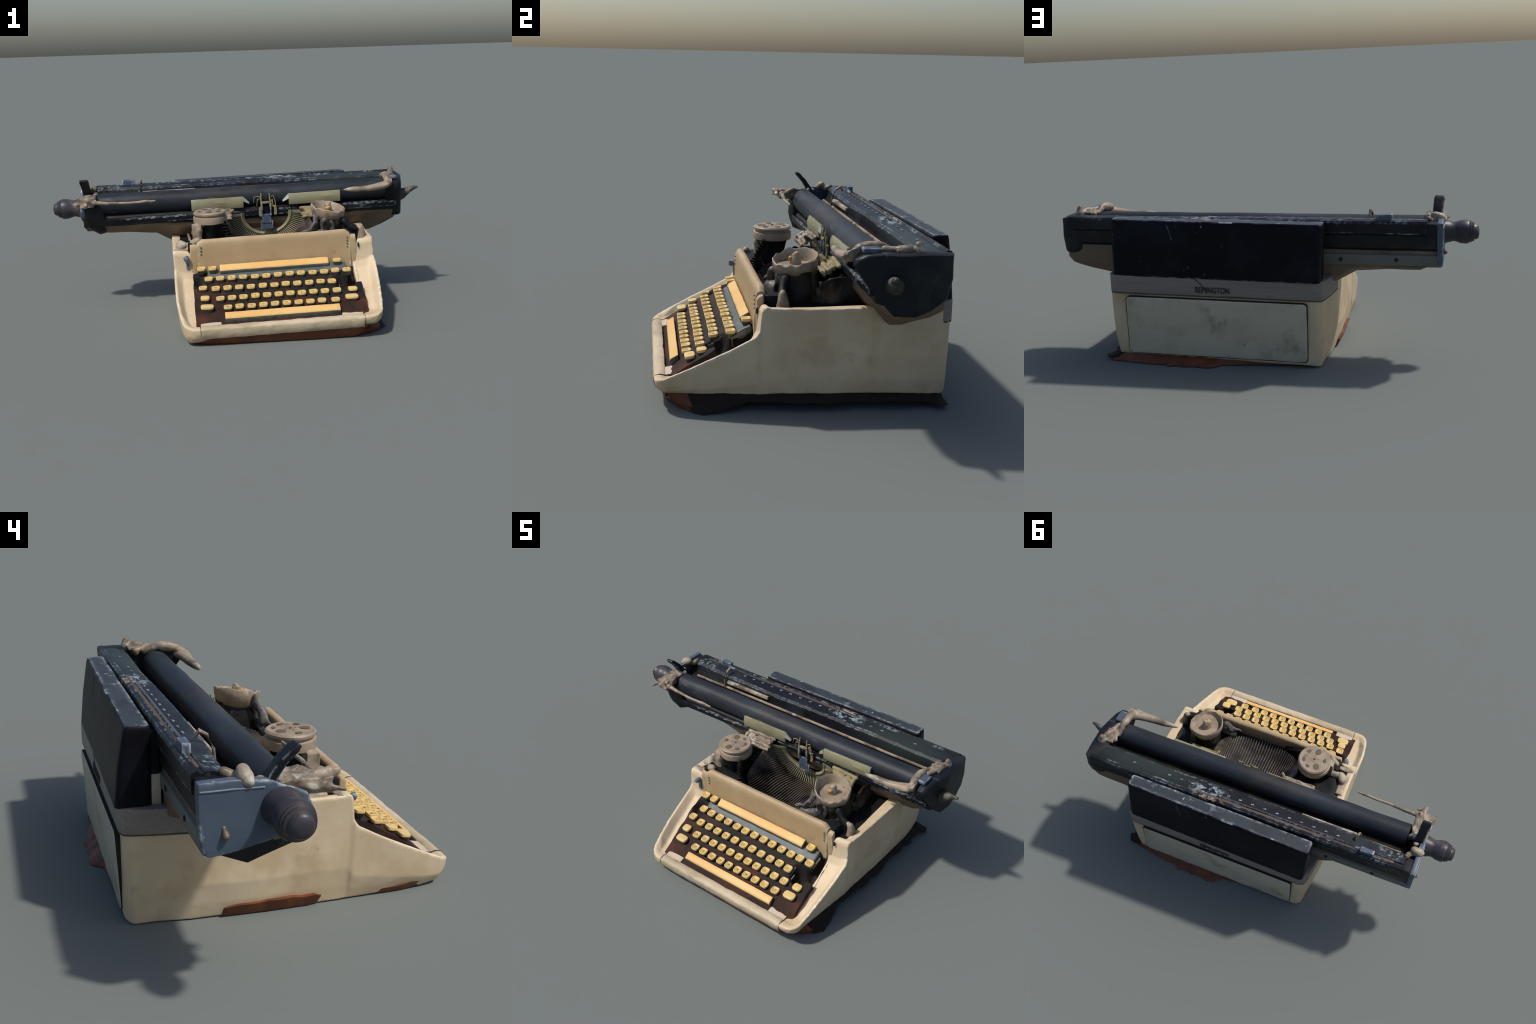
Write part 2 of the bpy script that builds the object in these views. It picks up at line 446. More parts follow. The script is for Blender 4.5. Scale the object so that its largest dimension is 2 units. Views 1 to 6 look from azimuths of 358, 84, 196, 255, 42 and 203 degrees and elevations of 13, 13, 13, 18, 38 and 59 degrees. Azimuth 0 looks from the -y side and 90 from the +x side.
# ================================================================== CASING
#  y, left wall x (bottom, belly, top), right wall x (bottom, belly, top), bottom z (left, right), top z, rail inner x, rail inner z, floor z
STATIONS = [
    (-0.596, -0.408, -0.415, -0.424, 0.420, 0.430, 0.440, 0.074, 0.082, 0.096, 0.360, 0.094, 0.093),
    (-0.588, -0.424, -0.440, -0.446, 0.436, 0.458, 0.464, 0.050, 0.062, 0.103, 0.360, 0.098, 0.097),
    (-0.570, -0.434, -0.456, -0.465, 0.448, 0.476, 0.484, 0.032, 0.052, 0.111, 0.360, 0.099, 0.098),
    (-0.556, -0.440, -0.464, -0.472, 0.455, 0.486, 0.493, 0.022, 0.050, 0.116, 0.380, 0.096, 0.090),
    (-0.549, -0.443, -0.467, -0.475, 0.458, 0.489, 0.496, 0.020, 0.050, 0.120, 0.385, 0.094, 0.036),
    (-0.490, -0.454, -0.478, -0.487, 0.468, 0.495, 0.506, 0.014, 0.050, 0.148, 0.385, 0.100, 0.036),
    (-0.400, -0.464, -0.489, -0.499, 0.482, 0.507, 0.517, 0.013, 0.050, 0.190, 0.395, 0.142, 0.060),
    (-0.300, -0.473, -0.494, -0.501, 0.496, 0.519, 0.527, 0.013, 0.050, 0.239, 0.405, 0.194, 0.080),
    (-0.222, -0.477, -0.498, -0.504, 0.504, 0.525, 0.531, 0.013, 0.050, 0.280, 0.405, 0.243, 0.080),
    (-0.205, -0.478, -0.499, -0.505, 0.505, 0.524, 0.529, 0.013, 0.050, 0.303, 0.405, 0.278, 0.080),
    (-0.198, -0.478, -0.498, -0.504, 0.505, 0.521, 0.524, 0.013, 0.050, 0.375, 0.415, 0.366, 0.080),
    (-0.188, -0.479, -0.498, -0.503, 0.506, 0.522, 0.524, 0.013, 0.050, 0.394, 0.430, 0.388, 0.080),
    (-0.172, -0.480, -0.499, -0.503, 0.507, 0.523, 0.526, 0.013, 0.050, 0.396, 0.438, 0.390, 0.080),
    (-0.164, -0.480, -0.499, -0.503, 0.507, 0.524, 0.527, 0.013, 0.050, 0.393, 0.478, 0.388, 0.080),
    (0.000, -0.484, -0.503, -0.506, 0.514, 0.526, 0.536, 0.012, 0.050, 0.389, 0.476, 0.384, 0.080),
    (0.120, -0.486, -0.511, -0.509, 0.518, 0.534, 0.541, 0.012, 0.048, 0.390, 0.476, 0.386, 0.080),
    (0.220, -0.484, -0.511, -0.511, 0.521, 0.544, 0.548, 0.012, 0.046, 0.393, 0.476, 0.388, 0.080),
    (0.330, -0.481, -0.506, -0.507, 0.522, 0.551, 0.545, 0.012, 0.042, 0.398, 0.472, 0.393, 0.080),
    (0.430, -0.469, -0.496, -0.494, 0.510, 0.546, 0.522, 0.012, 0.034, 0.404, 0.458, 0.402, 0.120),
    (0.440, -0.467, -0.494, -0.492, 0.507, 0.546, 0.522, 0.012, 0.030, 0.404, 0.454, 0.404, 0.404),
    (0.515, -0.467, -0.478, -0.482, 0.492, 0.516, 0.516, 0.012, 0.022, 0.404, 0.440, 0.404, 0.404),
    (0.532, -0.452, -0.468, -0.472, 0.482, 0.504, 0.513, 0.016, 0.026, 0.402, 0.430, 0.402, 0.402),
    (0.540, -0.436, -0.454, -0.458, 0.468, 0.490, 0.499, 0.026, 0.036, 0.396, 0.410, 0.396, 0.396),
]
CX = 0.010
rings = []
for y, lb, lm, lt, rb_, rm, rt, zl, zr, zt, xi, zi, zf in STATIONS:
    tr = 0.030 if y < -0.2 else 0.006          # the rails beside the keys are shallow troughs
    tz = min(zi + 0.006, zt) if y < -0.2 else zt
    hl, hr = zl + (zt - zl) * 0.33, zr + (zt - zr) * 0.45
    rings.append([(lb, y, zl), (rb_, y, zr), (rm * 0.6 + rb_ * 0.4, y, zr + 0.4 * (hr - zr)), (rm, y, hr), (rt, y, zt), (rt - 0.012, y, zt), (rt - 0.012 - tr, y, tz), (CX + xi, y, zi), (CX + min(xi - 0.004, 0.440), y, zf),
                  (CX - min(xi - 0.004, 0.425), y, zf), (CX - xi, y, zi), (lt + 0.012 + tr, y, tz), (lt + 0.012, y, zt), (lt, y, zt), (lm, y, hl), (lm * 0.55 + lb * 0.45, y, zl + 0.45 * (hl - zl))])
casing = link("casing", melted(loft(rings), 0.005, 3, 0.0026, 8, 1), M_CREAM, angle=60)

# flat cream plates left and right of the space bar
for s, x0, x1 in ((-1, -0.388, -0.287), (1, 0.296, 0.398)):
    pl = [(-0.566, 0.06), (-0.566, 0.100), (-0.545, 0.101), (-0.487, 0.113), (-0.478, 0.09), (-0.478, 0.05)]
    link("deck_plate", worn(bevelled(xprism(pl, x0, x1), 0.003), 0.03, 0.001, 20, s), M_DECK)
# front rail strip with a fine dark joint at each end
lip = [(-0.5885, 0.046), (-0.5975, 0.072), (-0.5975, 0.094), (-0.590, 0.1025), (-0.572, 0.1065), (-0.551, 0.102), (-0.551, 0.050), (-0.58, 0.045)]
link("front_lip", worn(bevelled(xprism(lip, -0.386, 0.394, 30), 0.004), 0.02, 0.0022, 26, 3, 0.001), M_LIP)
for x in (-0.3895, 0.3975):
    link("joint", fresh(xprism([(-0.592, 0.060), (-0.5975, 0.075), (-0.5977, 0.093), (-0.5905, 0.1028), (-0.572, 0.1068), (-0.551, 0.1022), (-0.50, 0.110), (-0.50, 0.06)], x - 0.0009, x + 0.0009)), M_SEAM)

# back: inset panel, groove and trim band
pan = []
for z, y in ((0.036, 0.536), (0.17, 0.545), (0.309, 0.551)):
    pan.append((z, y))
ring_o = rrect(-0.412, 0.432, 0.036, 0.309, 0.018)
ring_g = rrect(-0.4145, 0.4345, 0.0335, 0.311, 0.019)


def back_y(z):
    return 0.536 + 0.055 * (z - 0.036)


link("panel_groove", fresh(loft([[(x, back_y(z) - 0.02, z) for x, z in ring_g], [(x, back_y(z) + 0.0065, z) for x, z in ring_g]])), M_GAP)
link("back_panel", worn(bevelled(loft([[(x, back_y(z) - 0.02, z) for x, z in ring_o], [(x, back_y(z) + 0.010, z) for x, z in ring_o]]), 0.004), 0.03, 0.0018, 12, 5), M_PANEL)


def u_band(z0, z1, out, y_front):
    """Trim that runs round the back and along both sides."""
    foot = []
    pts = [(-0.512, y_front), (-0.500, 0.43), (-0.486, 0.515), (-0.477, 0.540), (-0.450, 0.550), (0.478, 0.550), (0.504, 0.541), (0.519, 0.515), (0.524, 0.43), (0.542, y_front)]
    inner = [(x * 0.90, y if y < 0.5 else 0.50) for x, y in pts]
    prof = []
    for k, (x, y) in enumerate(pts):
        d = Vector((x - CX, y - 0.3, 0)).normalized() * out
        prof.append((x + d.x, y + d.y))
    ring = prof + inner[::-1]
    return loft([[(x, y, z0) for x, y in ring], [(x, y, z1) for x, y in ring]])


link("trim_band", worn(bevelled(u_band(0.326, 0.407, 0.002, 0.318), 0.003, 2, 50), 0.03, 0.001, 12, 8), M_BAND)
link("trim_groove", fresh(u_band(0.3205, 0.330, 0.0005, 0.320)), M_SEAM)

# name on the band
tx = text_mesh("REMINGTON", 0.040, 0.0012)
tx.transform(Matrix.Diagonal((0.158 / (max(v.co.x for v in tx.vertices) - min(v.co.x for v in tx.vertices)), 1.0, 1.0, 1.0)))
link("name_lettering", tx, M_LETTER, local=Matrix.Translation((0.018, 0.5535, 0.352)) @ Matrix.Rotation(math.pi, 4, "Z") @ Matrix.Rotation(math.pi / 2, 4, "X"), angle=None)

# ================================================================== FACE PANEL (above the keys)
face = []
for t in range(0, 33):
    x = -0.378 + t / 32 * (0.404 + 0.378)
    e = min(x + 0.378, 0.404 - x)
    r = 0.022
    drop = r - math.sqrt(max(0, r * r - (r - min(e, r)) ** 2))
    wav = 0.002 * noise.noise(Vector((x * 9, 3.3, 0)))
    zt = 0.4455 - drop * 0.8 + wav
    ring = [(-0.212, 0.236), (-0.211, 0.300), (-0.205, zt - 0.020), (-0.200, zt - 0.005), (-0.190, zt + 0.001), (-0.174, zt - 0.002), (-0.168, zt - 0.012), (-0.168, 0.236)]
    face.append([(x, y, z) for y, z in ring])
link("face_panel", worn(fresh(loft(face)), 0.03, 0.0013, 14, 2), M_FACE, angle=50)
for s, x0, x1 in ((-1, -0.415, -0.365), (1, 0.392, 0.436)):
    pl = [(-0.206, 0.225), (-0.206, 0.40), (-0.197, 0.425 if s < 0 else 0.415), (-0.180, 0.42), (-0.175, 0.225)]
    link("face_panel_end", worn(bevelled(xprism(pl, x0, x1), 0.006, 2), 0.02, 0.0015, 22, s), M_FACE)
# screw specks near the panel ends
dots = []
for i in range(4):
    dots.append(capsule((0.388, -0.2095 + i * 0.0002, 0.408 - i * 0.0165), (0.390, -0.2095, 0.408 - i * 0.0165), 0.0032))
for i in range(3):
    dots.append(capsule((-0.362, -0.2095, 0.408 - i * 0.018), (-0.357, -0.2095, 0.408 - i * 0.018), 0.003))
link("screw_mark", fresh(join(*dots)), M_HOLE, stuff=True)
# little lever knob on the left shoulder, slot on the right one
link("side_knob", melted(join(capsule((-0.437, -0.20, 0.355), (-0.437, -0.222, 0.358), 0.015, 0.013), box((-0.437, -0.224, 0.365), (0.024, 0.014, 0.016)), box((-0.43, -0.205, 0.33), (0.016, 0.012, 0.06))), 0.003, 3), M_STEEL)
link("slot", melted(capsule((0.447, -0.206, 0.355), (0.446, -0.205, 0.372), 0.005), 0.0025, 2), M_GAP)

# ================================================================== KEYBOARD
def key_plane(x, y):
    return 0.4476 - 0.0043 * x + 0.6028 * y


bed = [(-0.553, 0.025), (-0.553, 0.083), (-0.50, 0.124), (-0.40, 0.186), (-0.30, 0.247), (-0.215, 0.276), (-0.215, 0.16), (-0.30, 0.10), (-0.50, 0.025)]
BEDO = link("keyboard", worn(fresh(xprism(bed, -0.408, 0.428, 40)), 0.012, 0.005, 24, 4), M_BED)
for v in BEDO.data.vertices:                    # hollows where keys are missing
    x, y = v.co.x, v.co.y
    dip = max(0, 1 - ((x - 0.345) / 0.048) ** 2 - ((y + 0.352) / 0.048) ** 2) ** 0.5 * 0.080
    dip = max(dip, max(0, 1 - ((x - 0.408) / 0.048) ** 4 - ((y + 0.285) / 0.075) ** 4) ** 0.5 * 0.090)
    dip += max(0, 1 - ((x + 0.365) / 0.036) ** 2 - ((y + 0.285) / 0.05) ** 2) ** 0.5 * 0.035
    v.co.z -= dip if v.co.z > key_plane(x, y) - 0.06 else 0
BEDO.data.materials.append(M_BEDRED)
for p in BEDO.data.polygons:
    c = p.center
    edge = -0.425 + 0.05 * noise.noise(Vector((c.x * 7, c.y * 7, 2))) + (0.07 if c.x < -0.30 else 0.0) - (0.02 if c.x > 0.30 else 0)
    if c.y < edge:
        p.material_index = 1
comb = [(-0.292, 0.232), (-0.288, 0.246), (-0.250, 0.272), (-0.222, 0.284), (-0.214, 0.26), (-0.25, 0.23)]
link("key_comb", worn(bevelled(xprism(comb, -0.335, 0.372, 24), 0.004), 0.02, 0.002, 20, 6), M_COMB, parent=BEDO)


def superring(w, d, z, n=28, p=3.6):
    out = []
    for k in range(n):
        a = 2 * math.pi * k / n
        c, s = math.cos(a), math.sin(a)
        out.append((math.copysign(abs(c) ** (2 / p), c) * w / 2, math.copysign(abs(s) ** (2 / p), s) * d / 2, z))
    return out


KEYMATS = [M_KEYTOP, M_KEYSIDE, M_KEYDISH, M_INK]


def key_mesh(w, d, legend=None, dish=True, h=0.036, wide=False):
    prof = [(0.55, -h, 1), (0.80, -h * 0.72, 1), (0.93, -0.012, 1), (1.0, -0.0105, 0), (1.0, -0.003, 0), (0.955, -0.0004, 0)]
    if dish:
        prof += [(0.80, 0.0, 0), (0.68, -0.0022, 2), (0.30, -0.0034, 2)]
    else:
        prof += [(0.80, 0.0008, 0), (0.40, 0.0010, 0)]
    rings, tags = [], []
    for s, z, t in prof:
        rings.append(superring(w * s, d * s, z))
        tags.append(t)
    V, F = loft(rings)
    n = 28
    mi = []
    for i in range(len(rings) - 1):
        mi += [tags[i + 1]] * n
    mi += [1, tags[-1]]
    V = list(V)
    stems = [(-0.25, 0.25)] if not wide else [(-0.3, -0.3), (0.3, 0.3)]
    st = box((0, 0.004, -h - 0.016), (0.007, 0.005, 0.036))
    b = len(V)
    V += st[0]
    F = F + [tuple(i + b for i in f) for f in st[1]]
    mi += [1] * len(st[1])
    if legend:
        tm = text_mesh(legend, 0.0135, 0.0006)
        b = len(V)
        for v in tm.vertices:
            V.append((v.co.x, v.co.y, v.co.z - 0.0026))
        F += [tuple(i + b for i in p.vertices) for p in tm.polygons]
        mi += [3] * len(tm.polygons)
    me = bpy.data.meshes.new("key")
    me.from_pydata([tuple(v) for v in V], [], F)
    for m in KEYMATS:
        me.materials.append(m)
    for p, t in zip(me.polygons, mi):
        p.material_index = t
    return me


CACHE = {}


def put_key(x, y, legend=None, w=0.042, d=0.039, dish=True, name="key", lift=0.0):
    kk = (legend, w, d, dish)
    if kk not in CACHE:
        CACHE[kk] = key_mesh(w, d, legend, dish)
    r = rnd.uniform
    loc = Matrix.Translation((x + r(-.0012, .0012), y + r(-.001, .001), key_plane(x, y) + lift + r(-.0018, .0018)))
    rot = Matrix.Rotation(math.radians(6 + r(-3, 3)), 4, "X") @ Matrix.Rotation(math.radians(r(-2.5, 2.5)), 4, "Y") @ Matrix.Rotation(math.radians(r(-3, 3)), 4, "Z")
    return link(name, CACHE[kk], KEYMATS, local=loc @ rot, parent=BEDO, angle=35)


for i, ch in enumerate("1234567890-="):
    put_key(-0.274 + 0.0582 * i, -0.298, ch)
put_key(-0.331, -0.295)
for i, ch in enumerate("QWERTYUIOP"):
    put_key(-0.300 + 0.0581 * i, -0.357, ch)
put_key(-0.362, -0.347, "-")
put_key(0.279, -0.359, "/")
for i, ch in enumerate("ASDFGHJKL;"):
    put_key(-0.283 + 0.0575 * i, -0.413, ch)
put_key(0.293, -0.414, "'")
put_key(-0.356, -0.409, None, 0.044, 0.040, False)
put_key(0.373, -0.411, None, 0.046, 0.040, False)
for i, ch in enumerate("ZXCVBNM,.?"):
    put_key(-0.250 + 0.0575 * i + (0.009 if i == 9 else 0), -0.466, ch)
put_key(-0.349, -0.460, None, 0.064, 0.042, False, "shift_key")
put_key(0.359, -0.457, None, 0.064, 0.042, False, "shift_key")
for x in (-0.364, -0.308, 0.328):
    put_key(x, -0.235, None)


def bar_mesh(x0, x1, y0, y1, z0, z1, drop, seed):
    poly = [(y0, z0), (y1, z1), (y1 + 0.003, z1 - 0.012), (y1 - 0.001, z1 - drop), (y0 + 0.004, z0 - drop), (y0 - 0.004, z0 - 0.011)]
    return worn(bevelled(xprism(poly, x0, x1, 24), 0.0035), 0.02, 0.0011, 25, seed)


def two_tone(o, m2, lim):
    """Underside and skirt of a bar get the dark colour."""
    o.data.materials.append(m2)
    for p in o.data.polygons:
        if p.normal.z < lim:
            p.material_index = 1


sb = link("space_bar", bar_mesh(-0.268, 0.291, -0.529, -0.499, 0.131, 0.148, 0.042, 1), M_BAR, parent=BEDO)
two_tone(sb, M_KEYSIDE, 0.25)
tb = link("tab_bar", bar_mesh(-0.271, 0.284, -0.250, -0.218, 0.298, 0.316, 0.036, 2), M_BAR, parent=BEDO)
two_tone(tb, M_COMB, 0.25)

# key levers running back under the caps
lev = []
for row_y, n, x0, dx in ((-0.466, 10, -0.25, 0.0575), (-0.413, 11, -0.283, 0.0575), (-0.357, 11, -0.30, 0.0581), (-0.298, 12, -0.274, 0.0582)):
    for i in range(n):
        x = x0 + dx * i
        for off in (0.0, 0.018):
            a = key_plane(x, row_y) - 0.030
            xx = x + off
            lev.append(loft([[(xx - .002, row_y, a - .006), (xx + .002, row_y, a - .006), (xx + .002, row_y, a + .006), (xx - .002, row_y, a + .006)],
                             [(xx - .002 + .006, row_y + .055, a + .020), (xx + .002 + .006, row_y + .055, a + .020), (xx + .002 + .006, row_y + .055, a + .034), (xx - .002 + .006, row_y + .055, a + .034)]]))
link("key_lever", fresh(join(*lev)), M_KEYSIDE, parent=BEDO, stuff=True)

# ================================================================== WORKS behind the face panel
lin = []
for y, zt in ((-0.166, 0.383), (0.0, 0.380), (0.2, 0.384), (0.436, 0.392)):
    xo = 0.480 if y < 0.3 else 0.464
    lin.append([(CX - 0.43, y, 0.14), (CX + 0.43, y, 0.14), (CX + xo, y, zt), (CX + xo - 0.02, y, zt - 0.004), (CX + xo - 0.020, y, 0.374), (CX + 0.27, y, 0.372), (CX + 0.235, y, 0.290), (CX - 0.225, y, 0.290), (CX - 0.27, y, 0.384), (CX - xo + 0.04, y, 0.388), (CX - xo, y, zt)])
link("inner_chassis", worn(fresh(loft(lin)), 0.025, 0.007, 13, 3), M_SOOT)

# type segment: half ring leaning back, with slots
SC = Vector((0.012, 0.148, 0.490))
su = Vector((1, 0, 0))
sv = Vector((0, 0.25, -0.968))
sn = Vector((0, -0.87, 0.50))


def seg(r, th, lift=0.0):
    """A shallow cone standing almost upright, opening towards the keys."""
    return SC + Vector((r * math.cos(th), 0.034 * math.sin(th) - (r - 0.12) * 0.42, -0.90 * r * math.sin(th))) + sn * lift


rings = []
for i in range(41):
    th = math.radians(-6 + 192 * i / 40)
    rings.append([seg(0.120, th, -0.02), seg(0.120, th, 0.012), seg(0.134, th, 0.016), seg(0.142, th, 0.006), seg(0.205, th, -0.002), seg(0.205, th, -0.02)])
link("type_segment", fresh(loft(rings)), M_SEG, angle=30)
sp_ = loft([[(x, y, z), (x, y + 0.012, z + 0.004), (x, 0.186, 0.505), (x, 0.174, 0.502)] for x, y, z in [(0.012 + 0.125 * math.cos(math.radians(a)), 0.170 + 0.034 * math.sin(math.radians(a)), 0.488 - 0.110 * math.sin(math.radians(a))) for a in range(178, 0, -8)]])
link("segment_plate", worn(fresh(sp_), 0.02, 0.001, 15), M_SEG, angle=30)

tbars = []
slots, fan = [], []
for i in range(46):
    th = math.radians(2 + 176 * i / 45)
    sd = (su * -math.sin(th) + sv * math.cos(th)).normalized()
    a, b = seg(0.141, th, 0.002), seg(0.207, th, 0.000)
    w = 0.0016
    slots.append(loft([[p - sd * w - sn * 0.006, p + sd * w - sn * 0.006, p + sd * w + sn * k, p - sd * w + sn * k] for p, k in ((a, 0.0055), (b, 0.004))]))
    fx, fs = math.cos(th), math.sin(th)
    end = Vector((0.012 + 0.235 * fx, 0.050 - 0.205 * fs ** 0.55, 0.424 - 0.052 * fs))
    b2 = seg(0.192, th, 0.002)
    mid = b2.lerp(end, 0.40) + Vector((0.012 * fx, 0, 0.022 - 0.018 * fs))
    late = b2.lerp(end, 0.75) + Vector((0.006 * fx, 0, 0.012 - 0.022 * fs))
    b = b2
    w = 0.0022
    hd = Vector((end - b).cross(Vector((0, 0, 1)))).normalized()
    fan.append([p - Vector((0, 0, 0.008)) for p in (b, mid, late, end)] + [p - Vector((0, 0, 0.030)) for p in (end, late, mid, b)])
    tbars.append(loft([[p - hd * w - Vector((0, 0, 0.010)), p + hd * w - Vector((0, 0, 0.010)), p + hd * w + Vector((0, 0, 0.004)), p - hd * w + Vector((0, 0, 0.004))] for p in (b, mid, late, end)]))
link("segment_slot", fresh(join(*slots)), M_DARK, stuff=True, angle=None)
link("typebar", fresh(join(*tbars)), M_BAR2, stuff=True, angle=None)
link("type_basket", worn(fresh(loft(fan)), 0.03, 0.002, 14), mat("basket_dark", (0.009, 0.008, 0.008), tones=[((0.026, 0.020, 0.018), 6, 0.52, 0.70, 0.8, ST)], rough=0.6, spec=0.25))
link("inner_shelf", worn(bevelled(xprism([(-0.172, 0.30), (-0.172, 0.425), (-0.110, 0.428), (-0.095, 0.30)], -0.425, -0.190), 0.008), 0.02, 0.008, 18, 2), M_SOOT)
link("inner_shelf", worn(bevelled(xprism([(-0.172, 0.30), (-0.172, 0.415), (-0.085, 0.412), (-0.070, 0.30)], 0.255, 0.430), 0.008), 0.02, 0.008, 18, 3), M_SOOT)
link("inner_shelf", worn(bevelled(xprism([(-0.172, 0.30), (-0.172, 0.358), (-0.130, 0.345), (-0.105, 0.30)], -0.175, 0.230), 0.006), 0.02, 0.006, 18, 4), M_SOOT)

link("spool_mounting", melted(join(box((-0.300, 0.075, 0.375), (0.150, 0.110, 0.110)), capsule((-0.36, 0.05, 0.40), (-0.24, 0.09, 0.425), 0.030), capsule((-0.30, 0.11, 0.40), (-0.28, 0.06, 0.45), 0.022)), 0.005, 5, 0.010, 18, 11), M_FUSED)
link("spool_mounting", melted(join(box((0.325, 0.085, 0.370), (0.130, 0.110, 0.110)), capsule((0.27, 0.07, 0.40), (0.37, 0.10, 0.415), 0.030)), 0.005, 5, 0.010, 18, 12), M_FUSED)
# type guide and ribbon vibrator in the middle
gx, gy = 0.012, 0.128
link("type_guide", melted(join(box((gx, gy + 0.012, 0.432), (0.070, 0.010, 0.045)), box((gx, gy + 0.008, 0.468), (0.050, 0.010, 0.05)),
                               box((gx - 0.024, gy + 0.004, 0.525), (0.008, 0.012, 0.08)), box((gx + 0.024, gy + 0.004, 0.525), (0.008, 0.012, 0.08))), 0.003, 2), M_STEEL)
link("ribbon_vibrator", melted(join(box((gx, gy + 0.006, 0.556), (0.045, 0.016, 0.010)), box((gx - 0.034, gy + 0.012, 0.505), (0.014, 0.012, 0.05)), box((gx + 0.050, gy + 0.012, 0.510), (0.014, 0.012, 0.05)),
                                    box((gx + 0.034, gy + 0.012, 0.55), (0.012, 0.010, 0.04))), 0.003, 2, 0.003, 40), M_BRASS)
fing = [tube([(gx - 0.026, gy, 0.53), (gx - 0.026, gy + 0.006, 0.58), (gx - 0.024, gy + 0.012, 0.608)], [0.004, 0.004, 0.003], 8),
        tube([(gx + 0.022, gy, 0.53), (gx + 0.022, gy + 0.006, 0.58), (gx + 0.020, gy + 0.012, 0.606)], [0.004, 0.004, 0.003], 8),
        tube([(gx - 0.066, gy + 0.004, 0.56), (gx - 0.064, gy + 0.008, 0.588), (gx - 0.045, gy + 0.008, 0.592), (gx - 0.03, gy + 0.004, 0.588)], 0.0024, 8),
        tube([(gx + 0.03, gy + 0.004, 0.588), (gx + 0.042, gy + 0.008, 0.592), (gx + 0.050, gy + 0.004, 0.56), (gx + 0.052, gy + 0.004, 0.53)], 0.0028, 8),
        tube([(gx - 0.05, gy + 0.004, 0.54), (gx - 0.046, gy + 0.004, 0.575), (gx - 0.03, gy + 0.002, 0.58)], 0.0022, 8)]
link("ribbon_guide_wire", fresh(join(*fing)), M_BRASS, stuff=True)
link("alignment_scale", worn(bevelled(box((0.012, 0.158, 0.508), (0.36, 0.012, 0.050)), 0.003), 0.03, 0.001, 20), M_DARK)

# clear paper shields, yellowed
for nm, x0, x1, inner in (("left", -0.392, -0.110, 1), ("right", 0.137, 0.420, -1)):
    poly = [(0.142, 0.5955), (0.133, 0.570), (0.136, 0.536), (0.147, 0.536), (0.146, 0.568), (0.155, 0.5945)]
    o = link("paper_shield", worn(bevelled(xprism(poly, x0, x1, 10), 0.0015), 0.03, 0.0012, 14, inner), M_SHIELD, angle=25)
    xe = x1 if inner > 0 else x0
    tri = loft([[(xe, 0.140, 0.596), (xe, 0.131, 0.570), (xe, 0.148, 0.566), (xe, 0.152, 0.594)],
                [(xe + inner * 0.032, 0.146, 0.562), (xe + inner * 0.032, 0.142, 0.553), (xe + inner * 0.032, 0.152, 0.552), (xe + inner * 0.032, 0.156, 0.561)]])
    link("shield_wing", worn(fresh(tri), 0.02, 0.0008, 20), M_CHROME, parent=o)
# ribbed brackets behind the spools
for s, xa, xb, zc in ((1, 0.205, 0.345, 0.500), (-1, -0.185, -0.345, 0.515)):
    parts = []
    for i in range(4):
        y, z = 0.135 - 0.020 * i, zc + 0.012 - 0.012 * i
        parts.append(capsule((xa, y, z), (xb, y - 0.004, z - 0.004), 0.0075 if i % 2 else 0.011))
    parts.append(capsule((xa, 0.10, zc + 0.005), (xa - s * 0.012, 0.085, zc + 0.020), 0.012, 0.008))
    parts.append(capsule((xb, 0.11, zc + 0.005), (xb, 0.08, zc - 0.01), 0.010, 0.008))
    link("ribbon_bracket", melted(join(*parts), 0.0035, 2, 0.003, 35, s), M_BRASS if s > 0 else M_BONE)

# ---- ribbon spools
LS = (-0.299, -0.046, 0.0)
prof = [(0.070, 0.500), (0.086, 0.505), (0.088, 0.520), (0.087, 0.536), (0.076, 0.540), (0.076, 0.546), (0.085, 0.550), (0.086, 0.558), (0.080, 0.564), (0.04, 0.5645), (0.012, 0.565)]
sp = link("ribbon_spool", worn(fresh(lathe(prof, LS, 48, 0.02, 1)), 0.03, 0.0015, 25, 2), M_SPOOL)
holes = []
for k, (a, r, ra, rb) in enumerate([(100, 0.048, 0.030, 0.016), (245, 0.048, 0.030, 0.015), (0, 0.055, 0.014, 0.014), (170, 0.055, 0.014, 0.013), (300, 0.056, 0.013, 0.012), (50, 0.056, 0.012, 0.012)]):
    a = math.radians(a + 20)
    c = Vector((LS[0] + r * math.cos(a), LS[1] + r * math.sin(a), 0.5652))
    d, e = Vector((math.cos(a), math.sin(a), 0)), Vector((-math.sin(a), math.cos(a), 0))
    holes.append(loft([[c + d * (ra / 1.6 * s * math.cos(t)) + e * (rb * s * math.sin(t)) + Vector((0, 0, z)) for t in (2 * math.pi * q / 16 for q in range(16))] for s, z in ((1.0, -0.004), (1.0, 0.0012), (0.8, 0.0014))]))
for k in range(4):
    a = math.radians(90 * k + 10)
    holes.append(capsule((LS[0] + (0.018 if k else 0) * math.cos(a), LS[1] + (0.018 if k else 0) * math.sin(a), 0.5640), (LS[0] + (0.018 if k else 0) * math.cos(a), LS[1] + (0.018 if k else 0) * math.sin(a), 0.5645), 0.003 if k else 0.0065))
link("spool_hole", fresh(join(*holes)), M_HOLE, parent=sp, stuff=True)
link("spool_column", worn(fresh(lathe([(0.030, 0.28), (0.034, 0.34), (0.052, 0.42), (0.062, 0.49), (0.066, 0.508)], LS, 24, 0.1, 4)), 0.02, 0.009, 18), M_SOOT)
